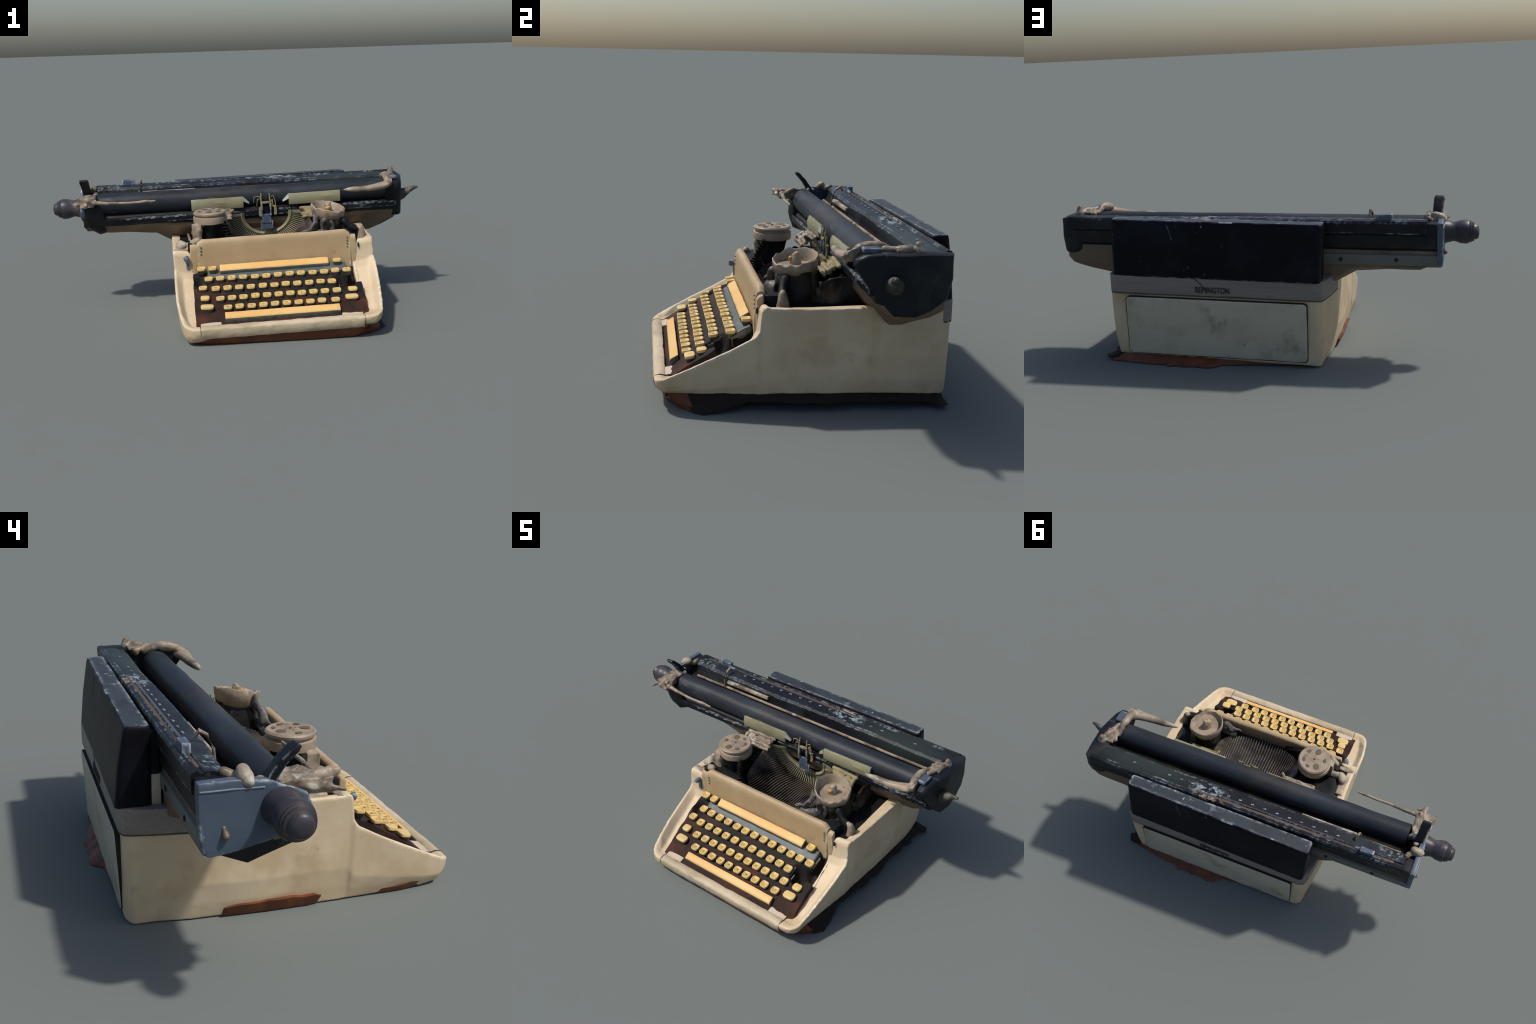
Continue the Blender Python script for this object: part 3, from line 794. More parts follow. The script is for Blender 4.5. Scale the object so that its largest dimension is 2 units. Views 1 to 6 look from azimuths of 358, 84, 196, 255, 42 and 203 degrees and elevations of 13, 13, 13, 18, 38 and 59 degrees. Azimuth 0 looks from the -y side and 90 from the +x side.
# cream bracket and post beside the left spool
link("spool_bracket", melted(join(box((-0.372, -0.094, 0.460), (0.050, 0.046, 0.090)), capsule((-0.368, -0.085, 0.490), (-0.335, -0.075, 0.512), 0.022), capsule((-0.372, -0.100, 0.40), (-0.360, -0.105, 0.475), 0.020)), 0.004, 6, 0.004, 22, 2), M_SPOOL)
hinge = [capsule((-0.372, -0.158, 0.434), (-0.400, -0.150, 0.420), 0.018), capsule((-0.396, -0.152, 0.418), (-0.418, -0.146, 0.396), 0.016), box((-0.445, -0.152, 0.345), (0.110, 0.024, 0.098)),
         box((-0.412, -0.096, 0.350), (0.150, 0.034, 0.100)), capsule((-0.345, -0.112, 0.404), (-0.440, -0.094, 0.398), 0.018), capsule((-0.446, -0.098, 0.400), (-0.460, -0.074, 0.404), 0.024), box((-0.468, -0.040, 0.345), (0.040, 0.10, 0.10))]
link("left_hinge", melted(join(*hinge), 0.004, 6, 0.004, 22, 5), M_SPOOL)
link("inner_post", melted(join(capsule((-0.375, 0.06, 0.40), (-0.38, 0.15, 0.42), 0.008), capsule((-0.41, 0.05, 0.39), (-0.42, 0.14, 0.41), 0.007), capsule((-0.39, 0.09, 0.42), (-0.39, 0.10, 0.425), 0.014)), 0.003, 2, 0.003, 30), M_BONE)

RS = (0.322, -0.040, 0.0)
rings = []
N = 56
for r, z, wob in ((0.050, 0.470, 0), (0.080, 0.492, .3), (0.089, 0.520, .7), (0.091, 0.542, 1), (0.087, 0.546, 1), (0.082, 0.540, 1), (0.077, 0.522, .4), (0.072, 0.516, 0), (0.040, 0.516, 0), (0.012, 0.517, 0)):
    ring = []
    for k in range(N):
        a = 2 * math.pi * k / N
        up = 0.020 * math.cos(a - math.radians(140)) + 0.011 * noise.noise(Vector((math.cos(a) * 2.8, math.sin(a) * 2.8, 4)))
        rr = r * (1 + 0.06 * wob * noise.noise(Vector((math.cos(a) * 1.9 + 9, math.sin(a) * 1.7, 1))))
        ring.append((RS[0] + rr * math.cos(a), RS[1] + rr * math.sin(a), z + up * wob))
    rings.append(ring)
rs = link("ribbon_spool", fresh(loft(rings)), M_SPOOL, angle=50)
link("spool_hub", melted(join(tube([(RS[0], RS[1], 0.51), (RS[0], RS[1], 0.535), (RS[0], RS[1] + .002, 0.556)], [0.026, 0.021, 0.016], 16), capsule((RS[0] - .006, RS[1], 0.553), (RS[0] + .008, RS[1] + .003, 0.558), 0.011)), 0.003, 2, 0.002, 50), M_BONE, parent=rs)
link("hub_catch", melted(capsule((RS[0] - .012, RS[1] - .018, 0.535), (RS[0] + .002, RS[1] - .021, 0.540), 0.010), 0.003, 2), mat("amber_catch", (0.42, 0.24, 0.05), rough=0.4), parent=rs)
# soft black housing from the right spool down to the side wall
hs = loft([[(RS[0] + dx + rx * math.cos(a), RS[1] + 0.006 + ry * math.sin(a), z) for a in (2 * math.pi * k / 32 for k in range(32))] for z, dx, rx, ry in ((0.29, 0.0, 0.105, 0.11), (0.36, 0.0, 0.088, 0.098), (0.43, 0.005, 0.074, 0.086), (0.49, 0.008, 0.070, 0.080), (0.512, 0.005, 0.074, 0.078))])
hs2 = loft([[(x, y, z) for x, y in rrect(x0, x1, y0, y1, 0.008)] for z, x0, x1, y0, y1 in ((0.30, 0.375, 0.415, 0.03, 0.25), (0.40, 0.380, 0.408, 0.045, 0.235), (0.455, 0.384, 0.404, 0.060, 0.21), (0.476, 0.386, 0.402, 0.085, 0.17))])
link("spool_housing", melted(join(hs, hs2), 0.005, 3, 0.012, 16, 3), M_FUSED, angle=60)
post = [capsule((0.486, -0.112, 0.370), (0.480, -0.114, 0.430), 0.028, 0.017), capsule((0.479, -0.114, 0.425), (0.46, -0.110, 0.436), 0.015, 0.012)]
link("guide_post", melted(join(*post), 0.004, 4, 0.003, 25, 4), M_BONE)
arm = [capsule((0.462, -0.112, 0.428), (0.425, -0.105, 0.440), 0.016, 0.018), capsule((0.425, -0.105, 0.44), (0.395, -0.09, 0.470), 0.018, 0.022), box((0.425, -0.100, 0.39), (0.075, 0.030, 0.080))]
link("guide_arm", melted(join(*arm), 0.004, 4, 0.006, 22, 9), M_SOOT)
# torn rubber flap and oddments to the left of the right spool
flap = [capsule((0.215, -0.125, 0.440), (0.240, -0.118, 0.478), 0.016), capsule((0.240, -0.115, 0.470), (0.258, -0.085, 0.515), 0.014), capsule((0.215, -0.128, 0.440), (0.165, -0.138, 0.425), 0.014, 0.007), capsule((0.250, -0.100, 0.49), (0.236, -0.085, 0.535), 0.013, 0.007),
        capsule((0.290, -0.105, 0.39), (0.290, -0.10, 0.49), 0.018), capsule((0.20, -0.12, 0.40), (0.27, -0.12, 0.41), 0.025), capsule((0.33, -0.115, 0.39), (0.32, -0.105, 0.47), 0.014)]
link("torn_flap", melted(join(*flap), 0.004, 3, 0.011, 26, 6), mat("grey_rubber", (0.11, 0.10, 0.09), tones=[((0.022, 0.018, 0.016), 12, 0.42, 0.60, 0.95, ST), ((0.24, 0.22, 0.19), 14, 0.62, 0.74, 0.8, ST)], rough=0.5))
# twisted ribbon hanging from the left spool
V, F = [], []
n = 60
path = [Vector((-0.235, -0.085, 0.515)), Vector((-0.222, -0.110, 0.47)), Vector((-0.205, -0.135, 0.43)), Vector((-0.165, -0.150, 0.405)), Vector((-0.10, -0.155, 0.385))]
rings = []
for i in range(n):
    t = i / (n - 1) * (len(path) - 1)
    k = min(int(t), len(path) - 2)
    p = path[k].lerp(path[k + 1], t - k)
    u, v, d = axes(path[k + 1] - path[k])
    a = i * 0.62
    w, h = 0.017 * (1 - 0.3 * i / n), 0.004
    A, Bv = math.cos(a) * u + math.sin(a) * v, -math.sin(a) * u + math.cos(a) * v
    rings.append([p + A * w + Bv * h, p - A * w + Bv * h, p - A * w - Bv * h, p + A * w - Bv * h])
link("ink_ribbon", fresh(loft(rings)), M_DARK, angle=30)

# ================================================================== BACK COVER
rings = []
for z, f, ins, r in ((0.405, 0.0, 0.0, 0.022), (0.420, 0.06, 0.0, 0.022), (0.53, 0.5, 0.0, 0.021), (0.640, 0.93, 0.0, 0.018), (0.654, 0.98, 0.001, 0.016), (0.6585, 1.0, 0.005, 0.013)):
    x0, x1 = -0.470 - 0.008 * f, 0.496 + 0.008 * f
    y0, y1 = 0.444 + 0.005 * f, 0.549 - 0.033 * f
    bul = 0.005 * math.sin(math.pi * f)
    rings.append([(x, y + (0.012 * (0.5 - x) + bul) * (y > 0.49), z) for x, y in rrect(x0 + ins, x1 - ins, y0 + ins, y1 - ins, r)])
cov = link("back_cover", worn(fresh(loft(rings)), 0.03, 0.0008, 9, 7), M_COVER, angle=50)
cov.data.materials.append(M_COVERTOP)
for p in cov.data.polygons:
    if p.normal.z > 0.75:
        p.material_index = 1
# long scrape across the cover and the band
sc = [tube([(0.230, 0.5205, 0.640), (0.205, 0.5285, 0.575), (0.165, 0.5365, 0.500), (0.120, 0.5462, 0.425)], [0.004, 0.006, 0.006, 0.003], 6),
      tube([(0.100, 0.5482, 0.405), (0.063, 0.5515, 0.372), (0.045, 0.5515, 0.352)], [0.004, 0.0025, 0.001], 6)]
link("scrape", fresh(join(*sc)), mat("scraped_paint", (0.05, 0.058, 0.072), tones=[((0.014, 0.016, 0.02), 26, 0.40, 0.6, 0.9, ST), ((0.22, 0.26, 0.30), 40, 0.66, 0.74, 0.8, ST)], rough=0.5), parent=cov, stuff=True)
# cream inner tower between cover and carriage
link("tower_wall", worn(bevelled(box((-0.215, 0.434, 0.450), (0.490, 0.032, 0.11)), 0.003), 0.05, 0.0015, 9), M_PANEL)
link("tower_filler", worn(bevelled(box((0.034, 0.442, 0.520), (0.985, 0.040, 0.235)), 0.004), 0.04, 0.003, 9), M_SOOT)

# ================================================================== CARRIAGE
core = [(0.160, 0.470), (0.157, 0.515), (0.172, 0.528), (0.262, 0.560), (0.318, 0.570), (0.325, 0.590), (0.418, 0.594), (0.418, 0.530), (0.380, 0.515), (0.395, 0.460), (0.30, 0.420)]
cf = link("carriage_frame", worn(bevelled(xprism(core, -0.826, 0.900, 20), 0.004), 0.06, 0.002, 8, 1), M_DARK, CARR)
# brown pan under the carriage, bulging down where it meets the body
rings = []
for x, zf, zl, yl, zb in ((-0.826, 0.492, 0.468, 0.30, 0.475), (-0.795, 0.480, 0.440, 0.30, 0.455), (-0.735, 0.470, 0.409, 0.30, 0.440), (-0.600, 0.466, 0.404, 0.29, 0.450), (-0.440, 0.464, 0.394, 0.28, 0.442), (-0.385, 0.455, 0.360, 0.28, 0.400), (-0.330, 0.44, 0.330, 0.28, 0.36),
                          (0.55, 0.44, 0.300, 0.29, 0.36), (0.70, 0.455, 0.338, 0.26, 0.410), (0.752, 0.462, 0.345, 0.26, 0.422), (0.83, 0.468, 0.366, 0.28, 0.430), (0.900, 0.474, 0.398, 0.29, 0.436), (0.922, 0.50, 0.425, 0.29, 0.46)):
    xf = x - (0.035 if x > 0.8 else 0.0)       # the right end slants back towards the front
    rings.append([(xf, 0.163, zf + 0.02), (xf, 0.163, zf), (x - (0.032 if x > 0.8 else 0), 0.205, zf * 0.55 + zl * 0.45), (x, yl, zl), (x, 0.36, zl * 0.55 + zb * 0.45), (x, 0.405, zb), (x, 0.408, 0.52), (x, 0.30, 0.54)])
link("carriage_pan", worn(fresh(loft(rings)), 0.03, 0.003, 9, 2), M_UNDER, CARR, parent=cf, angle=60)

# rear angle rail
link("rear_rail", worn(bevelled(xprism([(0.400, 0.452), (0.418, 0.454), (0.418, 0.500), (0.385, 0.512), (0.378, 0.506)], -0.825, -0.30, 14), 0.003), 0.04, 0.0015, 10, 4), M_OLIVE, CARR, parent=cf)
link("rail_screw", fresh(join(*[lathe([(0.009, -0.004), (0.009, 0.002), (0.005, 0.003)], (0, 0, 0), 14) for _ in range(1)])), M_GAP, CARR, parent=cf, local=Matrix.Translation((-0.39, 0.419, 0.478)) @ Matrix.Rotation(-math.pi / 2, 4, "X"))
link("rail_screw", bpy.data.objects["rail_screw"].data, M_GAP, CARR, parent=cf, local=Matrix.Translation((-0.635, 0.419, 0.480)) @ Matrix.Rotation(-math.pi / 2, 4, "X"))

# margin rail in front, with figures marked on it
rail = []
for i in range(25):
    x = -0.790 + 1.672 * i / 24
    zc = 0.4925 + 0.0155 * (i / 24)
    rail.append([(x, 0.142, zc - 0.017), (x, 0.140, zc + 0.010), (x, 0.146, zc + 0.0165), (x, 0.166, zc + 0.0165), (x, 0.166, zc - 0.017)])
mr = link("margin_rail", worn(fresh(loft(rail)), 0.04, 0.0012, 14, 3), M_BLACK, CARR, parent=cf, angle=30)
mk = []
for x in [-0.588 + 0.0655 * i for i in range(23)]:
    if -0.29 < x < 0.60:
        continue
    z = 0.5045 + 0.0095 * (x + 0.588)
    mk.append(box((x, 0.1405, z - 0.002), (0.015, 0.003, 0.006)))
    mk.append(box((x + 0.011, 0.1405, z - 0.0015), (0.005, 0.003, 0.005)))
link("scale_mark", fresh(join(*mk)), M_MARK, CARR, parent=mr, stuff=True)

# platen
pr = []
for i in range(60):
    x = -0.742 + 1.578 * i / 59
    r = 0.058 + 0.0018 * noise.noise(Vector((x * 4.0, 5.1, 0)))
    pr.append([(x, 0.202 + r * math.cos(a), 0.582 + r * math.sin(a)) for a in (2 * math.pi * k / 48 for k in range(48))])
link("platen", worn(fresh(loft(pr)), 0.05, 0.0016, 8, 5), M_PLATEN, CARR, parent=cf, angle=50)

# paper table
pt = []
for i in range(41):
    x = -0.768 + 1.670 * i / 40
    rid = lerp([(-0.80, 0.345), (-0.52, 0.330), (-0.18, 0.324), (0.28, 0.328), (0.45, 0.332), (0.80, 0.324), (0.92, 0.33)], x)[0]
    s = 0.0 if x < 0.27 else -0.004
    pt.append([(x, 0.316, 0.530), (x, 0.315, 0.575), (x, rid - 0.008, 0.610), (x, rid - 0.004, 0.638 + s), (x, rid + 0.006, 0.6485 + s), (x, 0.365, 0.6535 + s), (x, 0.396, 0.6545 + s), (x, 0.401, 0.649), (x, 0.409, 0.649), (x, 0.413, 0.657), (x, 0.429, 0.653), (x, 0.434, 0.645), (x, 0.431, 0.598), (x, 0.420, 0.588), (x, 0.30, 0.560)])
tabl = link("paper_table", worn(fresh(loft(pt)), 0.04, 0.0016, 11, 6, 0.0006), M_TABLE, CARR, parent=cf, angle=32)
link("rear_trough", worn(bevelled(xprism([(0.398, 0.640), (0.399, 0.6525), (0.411, 0.6525), (0.412, 0.640)], -0.72, 0.32, 10), 0.001), 0.03, 0.0012, 18), mat("rusty_groove", (0.10, 0.065, 0.045), tones=[((0.30, 0.20, 0.13), 6, 0.55, 0.70, 0.9, (0.6, 1, 1)), ((0.02, 0.02, 0.02), 8, 0.48, 0.6, 0.8, (0.5, 1, 1))], rough=0.6), CARR, parent=tabl)
link("table_edge", fresh(tube([(-0.735 + 1.545 * i / 30, 0.3085 + 0.002 * noise.noise(Vector((i * .6, 0, 0))), 0.583 + 0.0015 * noise.noise(Vector((i * .7, 4, 0)))) for i in range(31)], 0.0075, 8)), M_BONE, CARR, parent=tabl)
mk = []
for i in range(20):
    x = -0.430 + 0.0648 * i
    if x > 0.72:
        continue
    z = 0.6545 if x < 0.27 else 0.6505
    jx = rnd.uniform(-.002, .002)
    if x < 0.4 or rnd.random() < 0.5:
        mk.append(box((x + jx, 0.373, z), (0.0085, 0.0065, 0.003)))
        mk.append(box((x + jx + 0.0075, 0.374, z), (0.006, 0.006, 0.003)))
link("scale_figure", fresh(join(*mk)), mat("pale_figure", (0.27, 0.31, 0.34), tones=[((0.06, 0.07, 0.08), 60, 0.45, 0.6, 0.9, ST)], rough=0.6), CARR, parent=tabl, stuff=True)
mk = [box((-0.46 + 0.0065 * i, 0.390, 0.6545), (0.0016, 0.006 if i % 5 else 0.009, 0.0026)) for i in range(112)]
link("ruler_tick", fresh(join(*mk)), mat("faint_tick", (0.13, 0.15, 0.18), rough=0.6), CARR, parent=tabl, stuff=True)
# cream paper guide strip and wire
link("paper_guide", worn(bevelled(xprism([(0.310, 0.606), (0.303, 0.612), (0.308, 0.626), (0.324, 0.626), (0.322, 0.606)], -0.505, -0.215, 8), 0.0015), 0.03, 0.001, 18), M_BONE, CARR, parent=tabl)
link("guide_wire", fresh(tube([(-0.522, 0.305, 0.585), (-0.524, 0.310, 0.635), (-0.521, 0.328, 0.672), (-0.516, 0.348, 0.684), (-0.512, 0.362, 0.664)], [0.005, 0.005, 0.006, 0.008, 0.004], 10)), M_BONE, CARR, parent=tabl)
link("end_stop", melted(join(box((-0.585, 0.408, 0.664), (0.070, 0.026, 0.036)), capsule((-0.56, 0.40, 0.655), (-0.52, 0.40, 0.652), 0.012, 0.006)), 0.004, 3, 0.001, 30), M_STEEL, CARR, parent=tabl)

# left end plate
PX = 0.022                               # the plate stands this much inside the knob line
lp = [(0.433, 0.648), (0.345, 0.651), (0.255, 0.644), (0.215, 0.628), (0.150, 0.605), (0.130, 0.560), (0.140, 0.525), (0.185, 0.500), (0.252, 0.478), (0.330, 0.460), (0.402, 0.450), (0.421, 0.462), (0.431, 0.52)]
lep = link("end_plate", worn(bevelled(xprism(lp, -0.858 + PX, -0.832 + PX), 0.005, 3), 0.03, 0.0018, 14, 1), M_STEEL, CARR, parent=cf)
link("plate_ridge", worn(bevelled(box((-0.8585 + PX, 0.345, 0.626), (0.004, 0.165, 0.004)), 0.001), 0.02, 0.0015, 25), mat("pale_edge", (0.20, 0.235, 0.27), rough=0.5), CARR, parent=lep)
link("plate_bolt", melted(join(capsule((-0.831, 0.362, 0.510), (-0.842, 0.362, 0.507), 0.011), capsule((-0.834, 0.366, 0.528), (-0.839, 0.364, 0.512), 0.006)), 0.003, 2), M_BONE, CARR, parent=lep)
link("end_block", worn(bevelled(box((-0.794, 0.388, 0.612), (0.068, 0.078, 0.062)), 0.004), 0.02, 0.0015, 20), M_BLACK, CARR, parent=cf)
# rounded black shoulder behind the left plate, in front
sh = [(0.150, 0.600), (0.138, 0.575), (0.134, 0.520), (0.145, 0.470), (0.20, 0.445), (0.30, 0.44), (0.30, 0.55), (0.23, 0.53), (0.19, 0.52), (0.155, 0.545), (0.150, 0.60)]
shoulder = []
for x, dz, dy in ((-0.824, 0.030, 0.01), (-0.808, 0.016, 0.0), (-0.785, -0.004, -0.004), (-0.745, -0.028, 0.0), (-0.715, -0.020, 0.008)):
    shoulder.append([(x, y + dy, z + (dz if z < 0.50 else 0)) for y, z in sh[:-1]])
link("end_shoulder", melted(loft(shoulder), 0.005, 4, 0.004, 16, 2), M_DARK, CARR, parent=cf, angle=60)

# platen knob
kp = [(0.0556, -0.02), (0.0492, 0.006), (0.0439, 0.024), (0.0471, 0.04), (0.0524, 0.054), (0.054, 0.082), (0.0514, 0.09), (0.0471, 0.092), (0.0487, 0.1), (0.0428, 0.103), (0.0439, 0.111), (0.0353, 0.114), (0.0332, 0.124), (0.0268, 0.132), (0.0107, 0.135)]
link("platen_knob", worn(fresh(lathe(kp, (0, 0, 0), 44, 0.03, 3)), 0.03, 0.0025, 16), M_KNOB, CARR, parent=cf, local=Matrix.Translation((-0.850, 0.216, 0.569)) @ Matrix.Rotation(math.radians(-90), 4, "Y") @ Matrix.Rotation(math.radians(1), 4, "X"), angle=45)
# paper release lever
lv = []
for t, w, th in ((0, 0.056, 0.034), (0.3, 0.044, 0.026), (0.6, 0.043, 0.022), (0.9, 0.048, 0.022), (1.0, 0.040, 0.014)):
    p = Vector((-0.798, 0.246, 0.618)).lerp(Vector((-0.809, 0.170, 0.724)), t) + Vector((0, 0.012, -0.002)) * math.sin(math.pi * t)
    lv.append([p + Vector((a * w / 2, b * th * 0.8, b * th * 0.5)) for a, b in ((-1, -.5), (1, -.5), (1, .5), (-1, .5))])
link("release_lever", worn(bevelled(loft(lv), 0.003), 0.015, 0.0015, 30), M_BLACK, CARR, parent=cf)

# pale mechanism lumps at the left end with the paper bail
lumpL = [capsule((-0.818, 0.308, 0.648), (-0.795, 0.308, 0.658), 0.024, 0.020), capsule((-0.775, 0.330, 0.640), (-0.770, 0.350, 0.650), 0.014), capsule((-0.835, 0.30, 0.64), (-0.775, 0.33, 0.64), 0.012),
         capsule((-0.815, 0.235, 0.622), (-0.790, 0.260, 0.628), 0.013)]
link("left_roller", melted(join(*lumpL), 0.004, 2, 0.002, 30, 1), M_BONE, CARR, parent=cf)
bl = [box((-0.795, 0.150, 0.612), (0.074, 0.140, 0.046)), capsule((-0.755, 0.215, 0.632), (-0.760, 0.150, 0.640), 0.010), capsule((-0.775, 0.225, 0.620), (-0.790, 0.110, 0.620), 0.016), capsule((-0.815, 0.205, 0.615), (-0.825, 0.100, 0.612), 0.016), capsule((-0.790, 0.120, 0.625), (-0.780, 0.055, 0.628), 0.014),
      capsule((-0.825, 0.110, 0.612), (-0.846, 0.052, 0.607), 0.012, 0.005), capsule((-0.800, 0.15, 0.60), (-0.80, 0.08, 0.606), 0.018, 0.012), capsule((-0.780, 0.060, 0.627), (-0.750, 0.060, 0.616), 0.012, 0.009), capsule((-0.760, 0.150, 0.636), (-0.748, 0.085, 0.618), 0.010, 0.008), capsule((-0.75, 0.22, 0.59), (-0.755, 0.225, 0.64), 0.010)]
link("bail_bracket", melted(join(*bl), 0.0035, 2, 0.009, 30, 3), M_BONE, CARR, parent=cf)
link("paper_bail", worn(fresh(tube([(-0.775, 0.085, 0.616), (-0.735, 0.090, 0.611), (-0.68, 0.086, 0.606), (-0.60, 0.080, 0.603), (-0.53, 0.080, 0.604), (-0.47, 0.078, 0.607), (-0.430, 0.077, 0.606)], [0.016, 0.011, 0.009, 0.007, 0.0065, 0.0075, 0.004], 10)), 0.012, 0.002, 30, 1), M_BONE, CARR, parent=cf)

# right end
rp = [(0.430, 0.650), (0.36, 0.654), (0.25, 0.650), (0.20, 0.650), (0.125, 0.642), (0.088, 0.622), (0.084, 0.600), (0.105, 0.570), (0.128, 0.535), (0.187, 0.466), (0.225, 0.424), (0.30, 0.420), (0.361, 0.442), (0.416, 0.486), (0.431, 0.56)]
rr = []
for x, f in ((0.845, 0.90), (0.880, 0.98), (0.905, 1.0), (0.924, 0.985), (0.932, 0.93)):
    rr.append([(x + 0.002 - 0.21 * max(0, 0.25 - y), 0.28 + (y - 0.28) * f, 0.56 + (z - 0.56) * f) for y, z in rp])
link("end_plate", worn(fresh(loft(rr)), 0.03, 0.0025, 12, 4), M_ENDBLACK, CARR, parent=cf, angle=50)
lr = [capsule((0.893, 0.318, 0.650), (0.893, 0.312, 0.675), 0.022, 0.014), capsule((0.888, 0.30, 0.655), (0.872, 0.25, 0.655), 0.016), capsule((0.835, 0.285, 0.640), (0.85, 0.245, 0.650), 0.014), capsule((0.872, 0.25, 0.654), (0.852, 0.20, 0.654), 0.013), capsule((0.835, 0.28, 0.63), (0.88, 0.31, 0.652), 0.012)]
link("right_roller", melted(join(*lr), 0.004, 2, 0.004, 28, 7), M_BONE, CARR, parent=cf)
rb = [capsule((0.832, 0.245, 0.640), (0.828, 0.180, 0.662), 0.015), capsule((0.828, 0.180, 0.658), (0.826, 0.115, 0.650), 0.020), capsule((0.826, 0.115, 0.648), (0.824, 0.080, 0.624), 0.020, 0.015), box((0.842, 0.215, 0.648), (0.030, 0.120, 0.014)), box((0.862, 0.275, 0.650), (0.055, 0.080, 0.014))]
link("bail_bracket", melted(join(*rb), 0.004, 3, 0.005, 24, 8), M_BONE, CARR, parent=cf)
hook = []
for x, y, z, ry, rz in ((0.845, 0.120, 0.636, 0.030, 0.016), (0.825, 0.105, 0.628, 0.028, 0.016), (0.795, 0.094, 0.620, 0.021, 0.015), (0.75, 0.088, 0.613, 0.016, 0.013), (0.69, 0.084, 0.609, 0.014, 0.012), (0.64, 0.083, 0.609, 0.012, 0.011), (0.605, 0.083, 0.610, 0.008, 0.008), (0.578, 0.082, 0.610, 0.002, 0.002)):
    hook.append([(x, y - 0.010 + 1.35 * ry * math.cos(a), z - 0.003 + 1.35 * rz * math.sin(a)) for a in (2 * math.pi * k / 14 for k in range(14))])
link("paper_bail", worn(fresh(loft(hook)), 0.015, 0.0022, 22, 2), M_BONE, CARR, parent=cf)
link("lug_cap", melted(box((0.858, 0.150, 0.652), (0.044, 0.066, 0.020)), 0.004, 4, 0.001, 30), M_STEEL, CARR, parent=cf)
link("spindle", worn(fresh(tube([(0.895, 0.232, 0.528), (0.930, 0.220, 0.540), (0.955, 0.211, 0.556), (0.978, 0.206, 0.567), (1.000, 0.201, 0.577), (1.017, 0.199, 0.5785)], [0.040, 0.031, 0.022, 0.015, 0.010, 0.006], 12)), 0.012, 0.0035, 26), mat("sooty_spindle", (0.045, 0.043, 0.036), tones=[((0.17, 0.155, 0.115), 14, 0.50, 0.66, 0.9, ST)], rough=0.5), CARR, parent=cf)

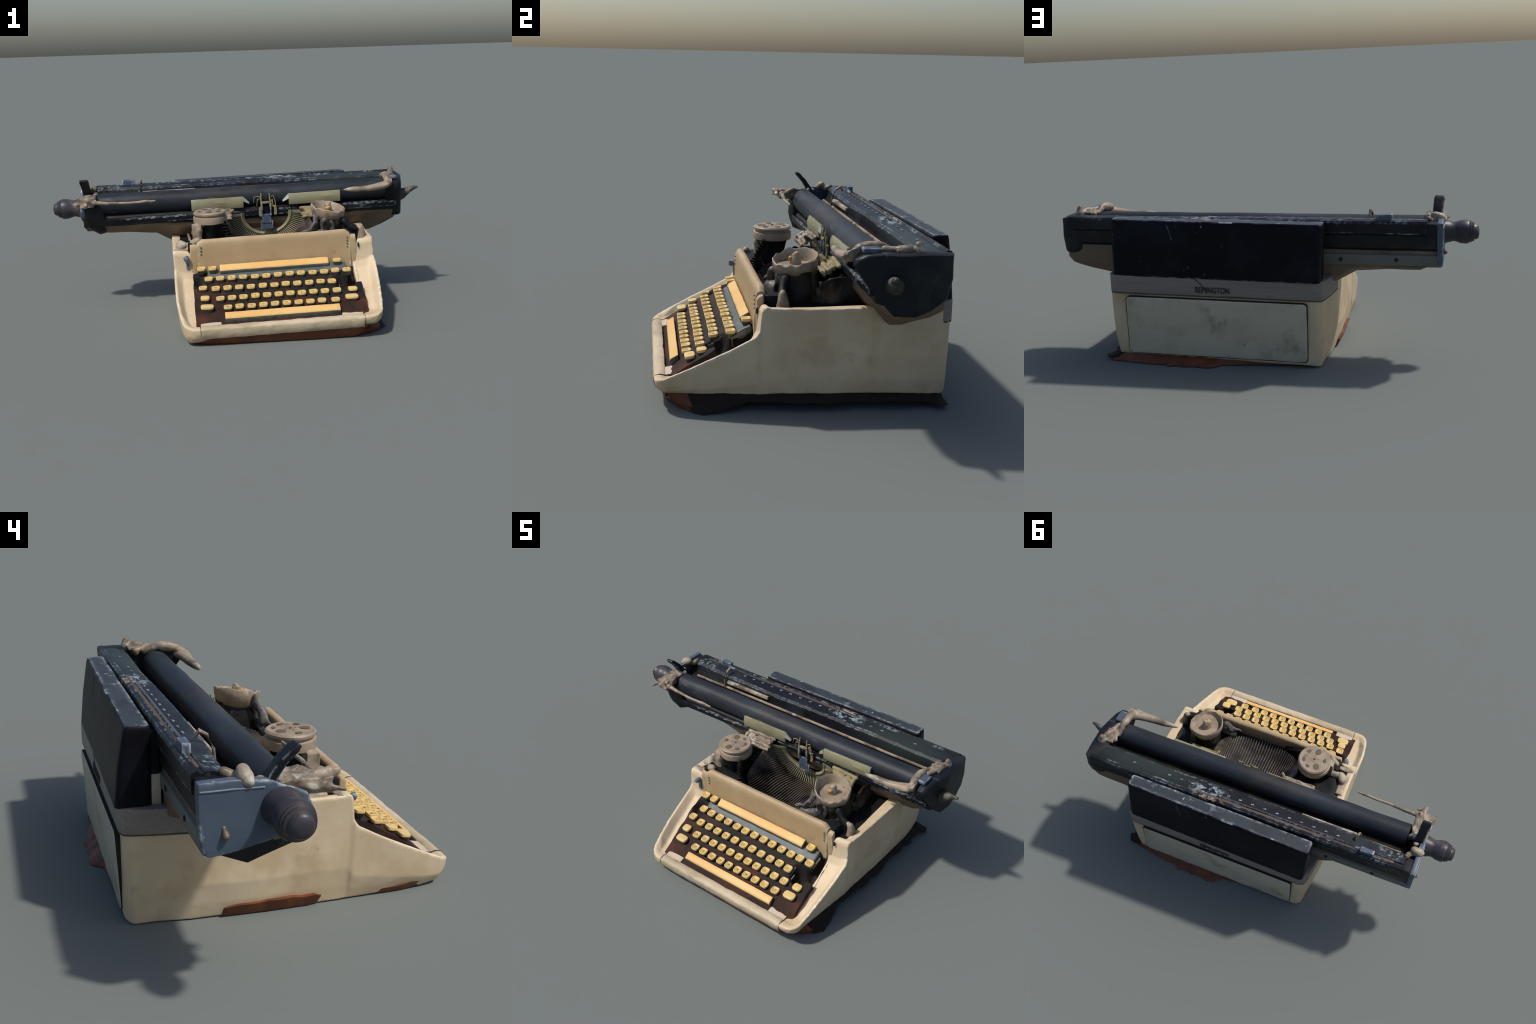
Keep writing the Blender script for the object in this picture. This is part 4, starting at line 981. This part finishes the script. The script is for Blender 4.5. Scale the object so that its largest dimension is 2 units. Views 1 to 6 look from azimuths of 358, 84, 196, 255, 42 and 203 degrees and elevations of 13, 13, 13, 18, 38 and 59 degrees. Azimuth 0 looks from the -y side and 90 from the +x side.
# ================================================================== SCRAPS OF THE TABLE stuck under the casing
# outline on the ground (x, y), and where it meets the casing (x, y, z)
OUT = [((-0.405, -0.545), (-0.415, -0.568, 0.040)), ((-0.36, -0.556), (-0.36, -0.580, 0.042)), ((-0.15, -0.560), (-0.15, -0.583, 0.048)), ((0.15, -0.563), (0.15, -0.584, 0.054)), ((0.36, -0.550), (0.36, -0.582, 0.060)), ((0.445, -0.505), (0.432, -0.565, 0.062)),
       ((0.500, -0.455), (0.446, -0.50, 0.062)), ((0.535, -0.415), (0.464, -0.43, 0.064)), ((0.520, -0.332), (0.486, -0.33, 0.062), 0.012), ((0.502, -0.239), (0.492, -0.235, 0.062), 0.032), ((0.523, -0.167), (0.496, -0.165, 0.062), 0.036), ((0.524, -0.104), (0.498, -0.10, 0.061), 0.034), ((0.545, -0.055), (0.500, -0.05, 0.060), 0.036), ((0.535, 0.0), (0.501, 0.0, 0.060), 0.034),
       ((0.549, 0.034), (0.502, 0.03, 0.060), 0.032), ((0.543, 0.105), (0.504, 0.10, 0.058), 0.032), ((0.530, 0.16), (0.506, 0.16, 0.057), 0.030), ((0.533, 0.212), (0.508, 0.21, 0.056), 0.030), ((0.547, 0.272), (0.508, 0.27, 0.054), 0.032), ((0.540, 0.30), (0.508, 0.30, 0.053), 0.032), ((0.561, 0.344), (0.506, 0.34, 0.052), 0.033), ((0.540, 0.39), (0.503, 0.39, 0.046), 0.028), ((0.548, 0.433), (0.497, 0.43, 0.044), 0.028), ((0.540, 0.462), (0.490, 0.46, 0.040), 0.02),
       ((0.572, 0.490), (0.482, 0.49, 0.036), 0.015), ((0.553, 0.532), (0.466, 0.515, 0.034), 0.014), ((0.520, 0.534), (0.452, 0.525, 0.034)), ((0.42, 0.550), (0.42, 0.534, 0.034)), ((0.324, 0.564), (0.324, 0.534, 0.033)), ((0.247, 0.566), (0.247, 0.533, 0.033)), ((0.240, 0.590), (0.238, 0.533, 0.033)), ((0.193, 0.575), (0.193, 0.533, 0.033)), ((0.160, 0.590), (0.160, 0.533, 0.033)), ((0.116, 0.580), (0.116, 0.533, 0.033)), ((0.060, 0.592), (0.06, 0.533, 0.033)), ((0.021, 0.583), (0.021, 0.532, 0.033)), ((-0.016, 0.545), (-0.016, 0.532, 0.033)),
       ((-0.147, 0.533), (-0.147, 0.531, 0.030)), ((-0.30, 0.515), (-0.30, 0.515, 0.028)), ((-0.425, 0.48), (-0.425, 0.48, 0.028)), ((-0.440, 0.30), (-0.440, 0.30, 0.030)), ((-0.462, 0.245), (-0.462, 0.245, 0.034)),
       ((-0.490, 0.232), (-0.507, 0.222, 0.050)), ((-0.493, 0.15), (-0.510, 0.15, 0.055)), ((-0.493, 0.05), (-0.510, 0.05, 0.057)), ((-0.490, -0.06), (-0.506, -0.08, 0.055)), ((-0.484, -0.09), (-0.500, -0.10, 0.050)), ((-0.456, -0.115), (-0.455, -0.115, 0.034)), ((-0.450, -0.27), (-0.450, -0.27, 0.034)), ((-0.472, -0.31), (-0.480, -0.33, 0.030)), ((-0.470, -0.40), (-0.481, -0.41, 0.037)), ((-0.455, -0.48), (-0.468, -0.50, 0.042)), ((-0.438, -0.518), (-0.450, -0.545, 0.042))]


def jag(x, y):
    return Vector((noise.noise(Vector((x * 60, y * 60, 1))), noise.noise(Vector((x * 60, y * 60, 7))), 0)) * 0.006


low, mid, top = [], [], []
m = len(OUT)
for i in range(m):
    for k in range(3):
        t = k / 3
        (a, b, *e1), (c, d, *e2) = OUT[i], OUT[(i + 1) % m]
        raise_by = (1 - t) * (e1[0] if e1 else 0.0) + t * (e2[0] if e2 else 0.0)
        g = Vector(a).lerp(Vector(c), t)
        h = Vector(b).lerp(Vector(d), t)
        big = abs(g.x) > 0.47 and g.x > 0 or g.y > 0.53
        j = jag(g.x, g.y) * (1.3 if big else 0.5)
        zg = -0.026 * g.x + 0.0012 + raise_by
        low.append((g.x + j.x, g.y + j.y, zg))
        mid.append((g.x * 0.72 + h.x * 0.28 + j.x * 0.7, g.y * 0.72 + h.y * 0.28 + j.y * 0.7, zg + max(0.005, (h.z - zg) * 0.22)))
        top.append((h.x, h.y, h.z + 0.008 * noise.noise(Vector((h.x * 35, h.y * 35, 3)))))
cen = [(x * 0.9, y * 0.9, z) for x, y, z in top]
scr = link("table_scrap", fresh(loft([low, mid, top, cen])), M_WOOD, angle=45)
scr.data.materials.append(M_WOODSHADOW)
for p in scr.data.polygons:
    if p.center.x > 0.452 and -0.47 < p.center.y < 0.53:
        p.material_index = 1
